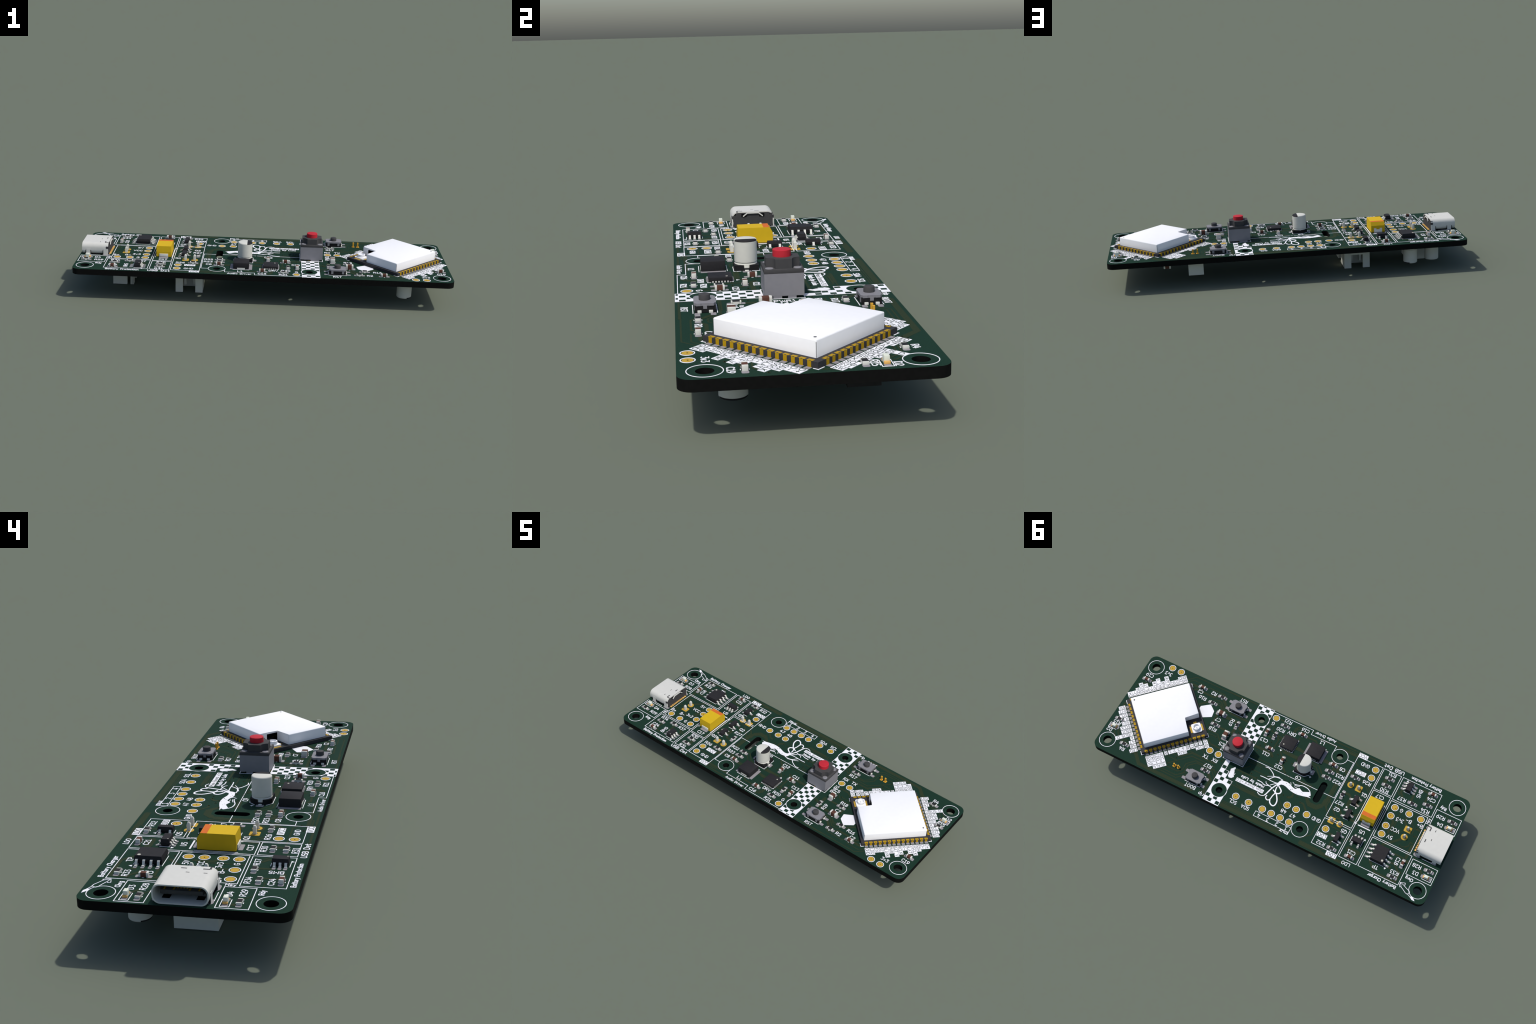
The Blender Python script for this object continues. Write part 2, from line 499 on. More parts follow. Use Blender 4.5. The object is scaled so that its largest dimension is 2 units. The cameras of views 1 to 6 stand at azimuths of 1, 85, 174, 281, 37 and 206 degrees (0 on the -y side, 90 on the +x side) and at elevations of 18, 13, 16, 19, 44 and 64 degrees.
trace(0.6, (22.3, -4.7), (4, 2.8))
trace(0.6, (17.7, -6.3), (2, 1.6))
trace(0.9, (21.8, -8.5), (4, 3.2))
trace(0.2, (22.7, 3.7), (3, 1.6))
trace(0.4, (17.3, -7.5), (3, 1.2), (4, 1.3))
trace(0.25, (26.6, -11.5), (4, 1.3), (3, 1.9))
trace(0.25, (26.3, -12.3), (4, 0.9), (3, 2.8), (4, 8.1))
trace(0.8, (24.8, -12.8), (3, 1.6))
trace(0.4, (49.8, 0.9), (2, 1.0))
trace(0.3, (47.6, 10.0), (2, 0.5), (3, 2.0))
trace(0.3, (46.8, 9.2), (2, 0.8), (3, 1.3))
trace(0.3, (44.6, 11.8), (4, 2.3))
trace(0.3, (44.1, 11.2), (4, 1.2))
trace(0.3, (48.6, -7.0), (5, 0.8), (4, 1.9))
trace(0.5, (47.1, -9.0), (4, 1.1))
put("copper_trace", TR.mesh("copper_trace", 0), BOARD_ROOT, stuff=True)

VI = Solid(COPPER, VIA)


def dot_vias(*spots):
    for x, y in spots:
        VI.prism(ring(x, y, 0.24, 12), -0.01, 0.036, COPPER)
        VI.prism(ring(x, y, 0.105, 10), -0.01, 0.092, VIA)  # raised dark dot stands in for the drilled hole


dot_vias((9.0, -5.1), (9.0, -3.2), (8.4, -1.7), (6.7, -7.5), (4.5, -3.6), (4.5, -7.5), (3.2, -4.9), (2.2, -3.0), (0.1, -4.2), (0.4, -3.5), (-1.6, -4.2), (-2.2, -5.8), (-1.3, -0.8), (0.7, -0.4), (-0.2, -0.5), (-2.8, -0.2), (-2.2, 1.2), (1.6, 4.0), (5.1, 4.2), (4.1, 3.8), (5.2, 1.3), (6.2, 0.1), (8.3, 2.0), (7.4, 2.6))
dot_vias((7.0, 3.8), (9.0, 5.1), (2.5, 1.3), (0.8, 1.1), (2.2, -0.5), (1.5, -0.5), (6.3, 5.3), (-6.2, 0.4), (-5.5, 0.3), (-7.0, 0.4), (-3.9, 5.5), (-5.1, 5.5), (-7.5, 4.3), (-9.0, 5.3), (-6.2, 3.9), (-2.5, 8.3), (-3.7, 8.3), (-2.0, -0.3), (-9.9, 3.2), (-0.7, 8.3), (28.0, 9.4), (29.2, 12.0), (28.4, 8.1), (29.4, 8.8))
dot_vias((25.5, 5.0), (31.2, 15.0), (38.5, 13.3), (16.2, 4.3), (15.7, 7.9), (17.0, 15.0), (21.2, -1.5), (20.2, -2.6), (16.4, -5.7), (16.3, -7.5), (25.0, -4.0), (24.6, -7.0), (15.5, -11.6), (35.3, -13.3), (45.0, -10.9), (42.8, 11.1), (39.4, 13.9), (46.0, 10.0), (49.9, -5.8), (-16.0, -7.9), (-16.5, -13.7), (-19.1, -14.4), (-16.7, -15.6), (-26.0, 5.0))
dot_vias((-25.0, 4.9), (-24.2, 5.9), (-29.9, 12.4), (-29.3, 12.9), (-32.7, 5.6), (-40.5, -2.7), (-40.8, -0.2), (-39.3, -5.6), (-34.9, 1.2), (-38.5, 4.0), (-39.2, 4.5), (-42.0, 11.1), (-43.6, 5.6), (8.2, -12.5))
put("via", VI.mesh("via", 0), BOARD_ROOT, stuff=True)

# ------------------------------------------------------------------ lettering
GLYPH = {}


def glyph(ch, width, *strokes):
    GLYPH[ch] = (width, strokes)


def arc(cx, cy, rx, ry, a0, a1, n=8):
    return [(cx + rx * math.cos(math.radians(a0 + (a1 - a0) * i / n)), cy + ry * math.sin(math.radians(a0 + (a1 - a0) * i / n))) for i in range(n + 1)]


def bowl(x, y0, y1, reach):
    """Right-hand bowl of B, D, P, R hung on a stem at x."""
    r = (y1 - y0) / 2
    return [(x, y1), (x + reach - r * 0.8, y1)] + arc(x + reach - r * 0.8, (y0 + y1) / 2, r * 0.8, r, 90, -90)[1:] + [(x, y0)]


glyph("A", .66, [(0, 0), (.33, 1), (.66, 0)], [(.12, .3), (.54, .3)])
glyph("B", .62, [(0, 0), (0, 1)], bowl(0, .52, 1, .55), bowl(0, 0, .52, .62))
glyph("C", .64, arc(.38, .5, .38, .5, 42, 318, 12))
glyph("D", .64, [(0, 0), (0, 1)], bowl(0, 0, 1, .64))
glyph("E", .56, [(.56, 0), (0, 0), (0, 1), (.56, 1)], [(0, .52), (.45, .52)])
glyph("G", .68, arc(.38, .5, .38, .5, 45, 330, 12) + [(.68, .48), (.42, .48)])
glyph("H", .64, [(0, 0), (0, 1)], [(.64, 0), (.64, 1)], [(0, .52), (.64, .52)])
glyph("I", .1, [(.05, 0), (.05, 1)])
glyph("K", .62, [(0, 0), (0, 1)], [(.6, 1), (0, .42)], [(.18, .58), (.62, 0)])
glyph("L", .54, [(0, 1), (0, 0), (.54, 0)])
glyph("M", .74, [(0, 0), (0, 1), (.37, .35), (.74, 1), (.74, 0)])
glyph("N", .66, [(0, 0), (0, 1), (.66, 0), (.66, 1)])
glyph("O", .72, arc(.36, .5, .36, .5, 0, 345, 14) + [(.72, .5)])
glyph("P", .62, [(0, 0), (0, 1)], bowl(0, .46, 1, .62))
glyph("Q", .72, arc(.36, .5, .36, .5, 0, 345, 14) + [(.72, .5)], [(.42, .22), (.72, -.08)])
glyph("R", .64, [(0, 0), (0, 1)], bowl(0, .48, 1, .6), [(.28, .48), (.64, 0)])
glyph("S", .6, arc(.3, .74, .28, .26, 35, 250, 9) + arc(.3, .26, .3, .26, 70, -145, 9))
glyph("T", .66, [(0, 1), (.66, 1)], [(.33, 1), (.33, 0)])
glyph("U", .66, [(0, 1)] + arc(.33, .3, .33, .3, 180, 360) + [(.66, 1)])
glyph("V", .64, [(0, 1), (.32, 0), (.64, 1)])
glyph("W", .86, [(0, 1), (.2, 0), (.43, .75), (.66, 0), (.86, 1)])
glyph("X", .62, [(0, 0), (.62, 1)], [(0, 1), (.62, 0)])
glyph("Z", .6, [(0, 1), (.6, 1), (0, 0), (.6, 0)])
glyph("0", .62, arc(.31, .5, .31, .5, 0, 345, 14) + [(.62, .5)])
glyph("1", .46, [(0, .8), (.26, 1), (.26, 0)], [(0, 0), (.5, 0)])
glyph("2", .58, arc(.28, .72, .28, .28, 160, -30, 8) + [(0, 0), (.58, 0)])
glyph("3", .58, [(.02, 1), (.54, 1), (.26, .62)] + arc(.26, .31, .32, .31, 90, -135, 8))
glyph("4", .62, [(.46, 0), (.46, .66)], [(.3, 1), (0, .3), (.64, .3)])
glyph("5", .58, [(.52, 1), (.06, 1), (.02, .55)] + arc(.26, .32, .32, .32, 115, -135, 9))
glyph("6", .6, arc(.3, .32, .3, .32, 0, 345, 12) + [(.6, .32)], [(.5, 1), (.2, .78), (.02, .42)])
glyph("7", .58, [(0, 1), (.58, 1), (.2, 0)])
glyph("8", .6, arc(.3, .76, .25, .24, 0, 345, 12) + [(.55, .76)], arc(.3, .27, .3, .27, 0, 345, 12) + [(.6, .27)])
glyph("9", .6, arc(.3, .68, .3, .32, 0, 345, 12) + [(.6, .68)], [(.58, .58), (.4, .22), (.1, 0)])
glyph("+", .6, [(0, .42), (.6, .42)], [(.3, .12), (.3, .72)])
glyph("-", .6, [(0, .42), (.6, .42)])
glyph("_", .6, [(0, -.08), (.6, -.08)])
glyph(".", .1, [(.05, 0), (.05, .03)])
glyph(" ", .4)
glyph("a", .5, arc(.25, .3, .25, .3, 0, 345, 12) + [(.5, .3)], [(.5, .62), (.5, 0)])
glyph("b", .52, [(0, 1.05), (0, 0)], arc(.26, .32, .26, .32, 180, -165, 12) + [(0, .3)])
glyph("c", .46, arc(.26, .31, .26, .31, 45, 315, 10))
glyph("d", .52, [(.52, 1.05), (.52, 0)], arc(.26, .32, .26, .32, 0, 345, 12) + [(.52, .3)])
glyph("e", .5, [(.02, .34), (.5, .34)] + arc(.26, .32, .25, .32, 8, 310, 12))
glyph("g", .5, arc(.25, .32, .25, .3, 0, 345, 12) + [(.5, .3)], [(.5, .62), (.5, -.1)] + arc(.25, -.1, .25, .2, 0, -150, 6))
glyph("h", .48, [(0, 1.05), (0, 0)], [(0, .4)] + arc(.24, .38, .24, .24, 170, 0, 6) + [(.48, 0)])
glyph("i", .1, [(.05, .62), (.05, 0)], [(.05, .9), (.05, .93)])
glyph("l", .12, [(.05, 1.05), (.05, 0)])
glyph("m", .76, [(0, .62), (0, 0)], [(0, .4)] + arc(.19, .42, .19, .2, 170, 0, 6) + [(.38, 0)], [(.38, .4)] + arc(.57, .42, .19, .2, 170, 0, 6) + [(.76, 0)])
glyph("n", .48, [(0, .62), (0, 0)], [(0, .4)] + arc(.24, .38, .24, .24, 170, 0, 6) + [(.48, 0)])
glyph("o", .54, arc(.27, .31, .27, .31, 0, 345, 12) + [(.54, .31)])
glyph("p", .52, [(0, .62), (0, -.35)], arc(.26, .31, .26, .31, 180, -165, 12) + [(0, .3)])
glyph("r", .36, [(0, .62), (0, 0)], [(0, .36)] + arc(.26, .36, .26, .26, 170, 70, 5))
glyph("t", .36, [(.14, .95), (.14, .15), (.3, .0), (.38, .02)], [(0, .64), (.36, .64)])
glyph("u", .48, [(0, .62)] + arc(.24, .24, .24, .24, 180, 350, 6), [(.48, .62), (.48, 0)])
glyph("v", .46, [(0, .62), (.23, 0), (.46, .62)])
glyph("x", .46, [(0, 0), (.46, .62)], [(0, .62), (.46, 0)])
glyph("y", .48, [(0, .62), (.25, .02)], [(.48, .62), (.2, -.2), (.04, -.34)])
GAP = .235
tick = [0]


def text_width(s, h):
    return h * (sum(GLYPH[c][0] for c in s) + GAP * (len(s) - 1))


def write(solid, s, cx, cy, h, turn=0.0, pen=0.15, m=None, z=0.05, fit=None):
    """Stroke lettering centred on (cx, cy); fit squeezes it to a given width."""
    m = m or INK
    w = text_width(s, h)
    sq = (fit - pen) / w if fit else 1.0
    x, y0 = -w * sq / 2, -h / 2
    ca, sa = math.cos(math.radians(turn)), math.sin(math.radians(turn))
    for c in s:
        gw, strokes = GLYPH[c]
        for st in strokes:
            pts = [(x + px * h * sq, y0 + py * h) for px, py in st]
            pts = [(cx + px * ca - py * sa, cy + px * sa + py * ca) for px, py in pts]
            tick[0] += 1
            solid.ribbon(pts, pen, z + 0.0006 * (tick[0] % 9), m)
        x += (gw + GAP) * h * sq


def label(s, cx, cy, h=1.0, turn=0.0, pen=0.145, fit=None):
    so = Solid(INK)
    write(so, s, 0, 0, h, turn, pen, fit=fit)
    put("printed_label", so.mesh("printed_label", 0), BOARD_ROOT, cx, cy)


def tag(s, cx, cy, length, width, turn=0.0, h=0.85, pen=0.11, fit=None):
    """White flag with the lettering left dark."""
    so = Solid(INK, MASK)
    ca, sa = math.cos(math.radians(turn)), math.sin(math.radians(turn))
    tick[0] += 1
    lp = [(x * ca - y * sa, x * sa + y * ca) for x, y in rect(-length / 2, length / 2, -width / 2, width / 2)]
    so.prism(lp, -0.01, 0.05 + 0.001 * (tick[0] % 5), INK)
    write(so, s, 0, 0, h, turn, pen, MASK, 0.07, fit)
    put("printed_tag", so.mesh("printed_tag", 0), BOARD_ROOT, cx, cy)


# part numbers and pad names: text, centre, (height, turn)
for s, x, y in (("C19", 48.3, -10.3), ("C2", 32.5, -12.4), ("R2", 28.7, -13.7), ("R16", 30.95, -10.9), ("3v3", 43.7, -13.3),
                ("C7", 23.5, -6.65), ("R18", 23.4, -3.35), ("C5", 18.85, -.3), ("R17", 18.85, 7.5), ("TX", 20.8, 5.2), ("RX", 18.0, 5.1),
                ("R4", 42.9, 14.1), ("R15", 48.5, 7.55), ("D2", 49.3, 10.4), ("R21", 5.45, -15.5), ("R20", 6.15, -12.2), ("DRV", 2.8, -12.6),
                ("C16", -.2, -15.35), ("C13", 8.85, -7.1), ("C11", 6.35, -3.5), ("C12", 1.3, -1.5), ("C9", -5.1, -1.1), ("L1", -6.15, -14.0),
                ("C8", -14.9, -9.1), ("R23", -15.2, -6.9), ("R22", -15.2, -4.9), ("G", 9.0, -13.0), ("SCL", 7.45, 13.8), ("SDA", 3.65, 13.75),
                ("48", -6.2, 9.8), ("47", -9.0, 9.85), ("GND", -15.2, 7.85), ("4", -.75, 14.1), ("3", -3.5, 14.15), ("2", -6.25, 14.1), ("1", -9.05, 14.05),
                ("GND", -20.05, -13.4), ("R26", -22.7, -8.6), ("Q1", -23.65, -4.9), ("R27", -18.65, .4), ("Q2", -18.85, 2.5), ("Q5", -23.4, 7.4),
                ("R32", -19.35, 13.4), ("R31", -28.0, -14.25), ("R30", -27.95, -8.85), ("C17", -27.75, -6.4), ("U5", -27.8, 5.35), ("C21", -27.85, 12.0),
                ("R37", -33.35, -8.7), ("C24", -40.65, -12.3), ("R34", -40.45, -8.45), ("G", -34.75, -5.5), ("B-", -37.75, -3.55), ("B+", -41.0, -3.75),
                ("3v3", -35.5, -2.7), ("VCC", -35.6, .55), ("5V", -35.1, 3.1), ("TP", -35.3, 12.7), ("R33", -40.5, 11.75), ("R28", -45.05, 7.3),
                ("D3", -45.5, 9.3), ("R29", -45.05, -8.7), ("D4", -45.65, -6.6)):
    label(s, x, y)
label("PWR1", 17.75, -.15, 1.0, 90)
label("R19", 19.7, -7.7, 1.0, 90)
label("C18", -39.85, 8.5, 1.0, 90)
label("BMS", -37.1, -12.45, 1.0, 90)
label("Hey", -42.5, -6.1, .8, -90, .12)
for s, x, y, h, w, pen in (("RST", 19.9, -15.6, 1.0, 2.3, .14), ("BOOT", 20.15, 15.2, 1.0, 3.3, .14), ("Audio Driver", -6.25, -16.05, .8, 6.5, .14),
                           ("Battery Charger", -38.4, 15.5, .85, 8.3, .15), ("Battery Protection", -37.6, -15.95, .85, 9.0, .15), ("USB Det", -27.8, -16.0, 1.0, 6.0, .17),
                           ("LDO", -27.9, 15.6, .9, 2.4, .14), ("Rdy", -44.65, -11.5, .85, 1.75, .15), ("Chrg", -44.75, 11.6, .85, 2.2, .15),
                           ("rip", 16.35, 16.0, .95, 1.6, .15), ("mux", -8.95, 15.35, 1.0, 2.5, .15), ("Made by Lula", 5.5, 5.95, .8, 7.1, .17)):
    label(s, x, y, h, 0, pen, w)
tag("Main Board v3.0", 5.7, 7.3, 8.5, 1.1, 0, .75, .08, 8.1)
tag("VCC", -18.35, -15.6, 2.75, 1.45, 0, 1.0, .12, 2.4)
tag("VCC", -19.93, -10.53, 3.0, 1.33, 0, 1.0, .12, 2.5)
tag("LDO", -18.67, 11.27, 2.8, 1.3, 0, 1.0, .12, 2.3)
tag("LDO", -23.35, 15.15, 3.0, 1.25, 0, 1.0, .12, 2.3)

# ------------------------------------------------------------------ legend lines
level = [0]


def line(pts, w=0.12, closed=False, name="printed_line"):
    so = Solid(INK)
    level[0] += 1
    so.ribbon(pts, w, 0.042 + 0.0012 * (level[0] % 7), INK, closed)
    put(name, so.mesh(name, 0), BOARD_ROOT)


def frame(x0, x1, y0, y1):
    line(rect(x0, x1, y0, y1), 0.12, True, "printed_frame")


line([(10.4, -16.48), (-2.2, -16.48), (-2.2, -14.98), (-10.25, -14.98), (-10.25, -13.2)])
line([(-14.8, -12.55), (-16.78, -12.55), (-16.78, -.27), (-13.5, -.27)])
line([(-11.5, -.25), (10.1, -.25)])
frame(-24.8, -17.05, -15.0, 5.65)
frame(-24.8, -17.03, 6.2, 14.45)
frame(-30.48, -25.22, -14.95, -8.07)
frame(-30.5, -25.28, -7.6, 14.52)
frame(-42.75, -31.02, -14.98, -7.53)
frame(-42.0, -31.0, -7.0, 4.8)
frame(-42.75, -31.02, 5.28, 14.5)
frame(-50.53, -43.25, -10.45, -5.28)
frame(-50.53, -43.3, 5.87, 10.62)
line([(.55, 13.25), (.55, 14.78), (-10.25, 14.78)])
line([(.55, 13.25), (-10.25, 13.25), (-10.25, 15.5)])
line([(-30.05, -4.65), (-30.05, 2.95)])
line([(-25.45, -4.65), (-25.45, 2.95)])
line([(-26.05, 3.88), (-29.5, 3.88)], .3)
line([(-25.1, 3.2), (-25.1, 4.1)])
line([(-24.65, 3.65), (-25.55, 3.65)])
for x, y in CORNER_HOLES:
    line(ring(x, y, 2.3, 56), .125, True, "printed_ring")
for x, y in INNER_HOLES[:2]:
    line(ring(x, y, 2.3, 56), .125, True, "printed_ring")
# small outline marks beside the parts
line([(-2.94, -3.45), (-2.94, -2.13), (-6.35, -2.13), (-7.46, -3.25)], .12)
line([(-2.94, -5.4), (-2.94, -6.65), (-6.35, -6.65), (-7.46, -5.55)], .12)
line([(-7.65, -2.85), (-8.2, -2.85)], .12)
line([(-7.92, -2.57), (-7.92, -3.12)], .12)
for sy in (-1, 1):
    line([(-8.15, -10.2 + sy * 2.46), (-3.75, -10.2 + sy * 2.46)], .12)
for sx, sy in ((-1, -1), (-1, 1), (1, -1), (1, 1)):
    line([(2.05 + sx * 1.6, -9.33 + sy * 2.11), (2.05 + sx * 2.11, -9.33 + sy * 2.11), (2.05 + sx * 2.11, -9.33 + sy * 1.6)], .12)
line(rect(10.1, 16.4, -3.2, 3.2), .12, True, "printed_frame")
for x, y in ((20.0, -12.5), (20.0, 12.5)):
    for sy in (-1, 1):
        line([(x - 2.35, y + sy * 1.82), (x + 2.35, y + sy * 1.82)], .12)
line([(-33.0, 11.6), (-37.1, 11.6)], .12)
line([(-33.0, 6.65), (-37.1, 6.65)], .12)
for x, y in ((-22.15, -.54), (-22.15, 3.98), (-22.5, 11.57), (-22.15, -3.7), (-22.15, .95), (-22.5, 8.4)):
    line([(x - .7, y), (x + .7, y)], .12)
line([(-32.9, -11.1), (-34.7, -11.1)], .12)
line([(-32.9, -14.3), (-34.7, -14.3)], .12)
for x in (-26.1, -29.3):
    line([(x, 7.5), (x, 9.3)], .12)
for x, y, t in ((-48.5, -6.62, 0), (-48.5, 9.2, 0), (48.5, 8.95, 1)):
    f = -1 if t else 1
    line([(x + f * .95, y - .74), (x - f * 1.55, y - .74), (x - f * 1.55, y + .74), (x + f * .95, y + .74)], .12)
line([(-45.4, -4.75), (-48.3, -4.75)], .12)
line([(-45.4, 4.75), (-48.3, 4.75)], .12)
for x, y, d in ((3.15, -6.45, 90), (-37.68, 11.85, 90), (-23.6, 11.75, 90), (-23.3, -.35, 90), (-20.9, .6, -90), (-32.6, -14.45, -90), (-29.55, 7.05, -90)):
    so = Solid(INK)
    so.prism(ring(0, 0, .38, 3, d, d + 360), -.01, .052, INK)
    put("printed_arrow", so.mesh("printed_arrow", 0), BOARD_ROOT, x, y)

# checkered band across the board, broken by the power switch
SIDE_A = [(10.45, -16.95), (15.33, -16.95), (15.33, -3.22), (10.45, -3.22)]
SIDE_B = [(15.33, 3.2), (15.33, 16.95), (10.45, 16.95), (10.45, 8.5), (12.75, 8.5), (12.75, 6.15), (13.97, 6.15), (13.97, 3.2)]


def within(p, poly):
    c = False
    for (x0, y0), (x1, y1) in zip(poly, poly[1:] + poly[:1]):
        if (y0 > p[1]) != (y1 > p[1]) and p[0] < (x1 - x0) * (p[1] - y0) / (y1 - y0) + x0:
            c = not c
    return c


COLLAR = 2.15


def around_collar(cell, hx, hy):
    """Cell outline pushed clear of the bare collar round a mounting hole, or None."""
    cx, cy = sum(q[0] for q in cell) / 4, sum(q[1] for q in cell) / 4
    pts = []
    for (x0, y0), (x1, y1) in zip(cell, cell[1:] + cell[:1]):
        for i in range(10):
            x, y = x0 + (x1 - x0) * i / 10, y0 + (y1 - y0) * i / 10
            d = math.hypot(x - hx, y - hy)
            if d < COLLAR + .12:
                f = (COLLAR + .12) / d
                x, y = hx + (x - hx) * f, hy + (y - hy) * f
            pts.append((x, y))
    area = abs(sum(a[0] * b[1] - b[0] * a[1] for a, b in zip(pts, pts[1:] + pts[:1]))) / 2
    inside = all(min(q[0] for q in cell) - .05 < x < max(q[0] for q in cell) + .05 and min(q[1] for q in cell) - .05 < y < max(q[1] for q in cell) + .05 for x, y in pts)
    return pts if area > .05 and inside else None


for side, (hx, hy) in ((SIDE_A, INNER_HOLES[2]), (SIDE_B, INNER_HOLES[3])):
    holes = [ring(hx, hy, COLLAR, 56)]
    for col, cx in enumerate((14.66, 13.48, 12.3, 11.12)):
        for row in range(-1, 30):
            y0 = max(-16.83, -16.3 + 1.185 * (col % 2) + 2.37 * row)
            y1 = min(16.83, -16.3 + 1.185 * (col % 2) + 2.37 * row + 1.02)
            if y1 - y0 < .1:
                continue
            cell = rect(cx - .565, cx + .565, y0, y1)
            if not all(within(p, side) for p in cell):
                continue
            far = [math.hypot(x - hx, y - hy) for x, y in cell]
            if max(far) < COLLAR + .2:
                continue
            near = math.hypot(max(abs(cx - hx) - .5, 0), max(abs((y0 + y1) / 2 - hy) - (y1 - y0) / 2, 0))
            if near < COLLAR + .12:
                cell = around_collar(cell, hx, hy)
            if cell:
                holes.append(cell)
    put("checkered_band", sheet("checkered_band", [side] + holes, -.01, .05, [INK]), BOARD_ROOT)
    so = Solid(INK)
    so.ribbon(ring(hx, hy, 2.2, 56), .12, .058, INK, True)
    put("printed_ring", so.mesh("printed_ring", 0), BOARD_ROOT)

# printed drawings: the prawn, a small figure, a paintbrush and a blank patch
so = Solid(INK)

PRAWN_BODY = [(-0.8, 3.33), (-1.03, 2.32), (-1.42, 1.7), (-2.2, 1.64), (-3.02, 1.5), (-3.92, 1.67), (-4.44, 1.89), (-4.89, 2.15), (-5.91, 2.4), (-6.46, 1.91), (-6.91, 1.57), (-7.65, 1.97), (-8.2, 2.17), (-9.27, 1.65), (-10.06, 1.28), (-10.4, 1.69), (-10.66, 2.19), (-10.21, 2.63), (-11.06, 2.82), (-9.87, 3.0), (-8.86, 3.29), (-7.33, 3.62), (-6.19, 3.64), (-5.14, 3.5), (-4.29, 3.26), (-3.41, 2.93), (-2.54, 2.81), (-1.83, 2.98), (-1.46, 3.67), (-1.23, 4.09)]
FIGURE = [(11.87, 4.14), (11.56, 4.64), (11.73, 5.0), (11.39, 5.63), (11.17, 6.58), (10.81, 7.06), (11.28, 7.71), (12.05, 7.85), (12.47, 7.41), (12.54, 6.51), (12.6, 5.74), (12.74, 5.27), (12.22, 4.66)]
BRUSH_TIP = [(-47.04, 15.61), (-47.75, 15.83), (-48.52, 16.55), (-47.63, 16.55), (-47.06, 16.14)]
STROKES = [
    (0.2, [(-5.27, 1.15), (-5.91, 1.01), (-6.6, 0.79), (-7.36, 0.54), (-8.34, 0.52), (-9.25, 0.72), (-10.06, 1.28)]),
    (0.1, [(-4.45, 0.79), (-5.08, 1.15), (-5.91, 1.01)]),
    (0.12, [(-5.32, 1.42), (-6.0, 1.36), (-6.74, 1.06)]),
    (0.12, [(-5.45, 1.85), (-6.17, 1.86), (-6.64, 1.91)]),
    (0.12, [(-3.97, 1.15), (-4.36, 1.73)]),
    (0.28, [(-0.75, 5.48), (-1.58, 6.02), (-1.37, 7.11), (-1.21, 8.38), (-0.76, 8.88), (-0.22, 8.77), (0.12, 8.3), (0.05, 7.81)]),
    (0.34, [(-1.58, 6.02), (-1.94, 6.03), (-2.82, 7.26), (-3.2, 8.1), (-3.26, 9.11), (-2.92, 9.71), (-2.26, 9.71), (-1.59, 9.22), (-1.23, 8.43)]),
    (0.34, [(-1.63, 6.13), (-2.34, 5.88), (-2.79, 5.51), (-2.88, 4.87), (-2.42, 4.32), (-1.66, 3.8)]),
    (0.32, [(-1.14, 3.02), (-0.23, 4.96), (0.17, 6.23), (0.48, 7.45), (0.69, 7.95)]),
    (0.18, [(0.69, 7.95), (0.98, 8.3), (1.81, 8.54), (2.37, 8.38), (2.83, 8.1)]),
    (0.3, [(-1.21, 4.3), (-1.31, 5.18), (-1.64, 5.92)]),
    (0.2, [(0.93, 1.78), (1.7, 0.99), (2.76, 0.35), (3.55, 0.06), (4.35, 0.18)]),
    (0.2, [(-1.57, 1.56), (-0.37, 1.49), (0.82, 1.82), (1.6, 2.74), (2.03, 3.27)]),
    (0.2, [(4.39, 3.27), (3.42, 3.21), (2.06, 3.23), (0.94, 3.29), (-0.29, 3.23), (-0.75, 3.09)]),
    (0.12, [(2.61, 2.52), (1.22, 1.74), (-0.57, 1.19)]),
    (0.2, [(4.51, 4.83), (3.15, 4.9), (2.14, 5.23), (0.88, 4.89), (-0.22, 5.16)]),
    (0.16, [(2.23, 4.15), (1.86, 4.62), (0.79, 4.84)]),
    (0.18, [(0.71, 4.53), (-0.16, 3.67), (-0.89, 3.02)]),
    (0.15, [(10.99, 6.02), (11.13, 6.76)]),
    (0.12, [(-43.11, 13.43), (-43.11, 14.15), (-43.42, 14.71), (-43.73, 14.55), (-44.49, 14.99), (-45.42, 15.57), (-46.02, 15.67), (-46.36, 14.95), (-46.1, 14.62), (-45.17, 14.27), (-44.19, 13.83), (-43.11, 13.43), (-44.3, 13.1), (-44.45, 13.56), (-44.19, 13.83)]),
    (0.1, [(-43.11, 13.43), (-43.73, 14.55)]),
    (0.12, [(-46.18, 15.65), (-47.1, 16.11)]),
    (0.12, [(-46.31, 15.1), (-47.04, 15.61)]),
]
so.prism(PRAWN_BODY, -.01, .056, INK)
for x, y, r in ((-3.0, 1.95, .1), (-3.95, 2.1, .09), (-5.0, 3.15, .14), (-5.35, 2.75, .1), (-8.4, 2.75, .07), (-7.9, 2.5, .07), (-2.2, 2.3, .05), (-6.9, 3.3, .06)):
    so.prism(ring(x, y, r, 9), .03, .066, MASK)
so.prism(FIGURE, -.01, .055, INK)
so.prism([(30.08, -7.44), (30.07, -8.3), (27.79, -10.09), (25.88, -8.6), (25.54, -6.65), (27.99, -5.2)], -.01, .05, INK)
so.prism(BRUSH_TIP, -.01, .055, INK)


def flowing(pts, n=5):
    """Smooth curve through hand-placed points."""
    out = []
    for i in range(len(pts) - 1):
        a, b, c, d = pts[max(i - 1, 0)], pts[i], pts[i + 1], pts[min(i + 2, len(pts) - 1)]
        for k in range(n):
            t = k / n
            out.append(tuple(.5 * (2 * b[j] + (c[j] - a[j]) * t + (2 * a[j] - 5 * b[j] + 4 * c[j] - d[j]) * t * t + (3 * b[j] - a[j] - 3 * c[j] + d[j]) * t ** 3) for j in (0, 1)))
    return out + [pts[-1]]


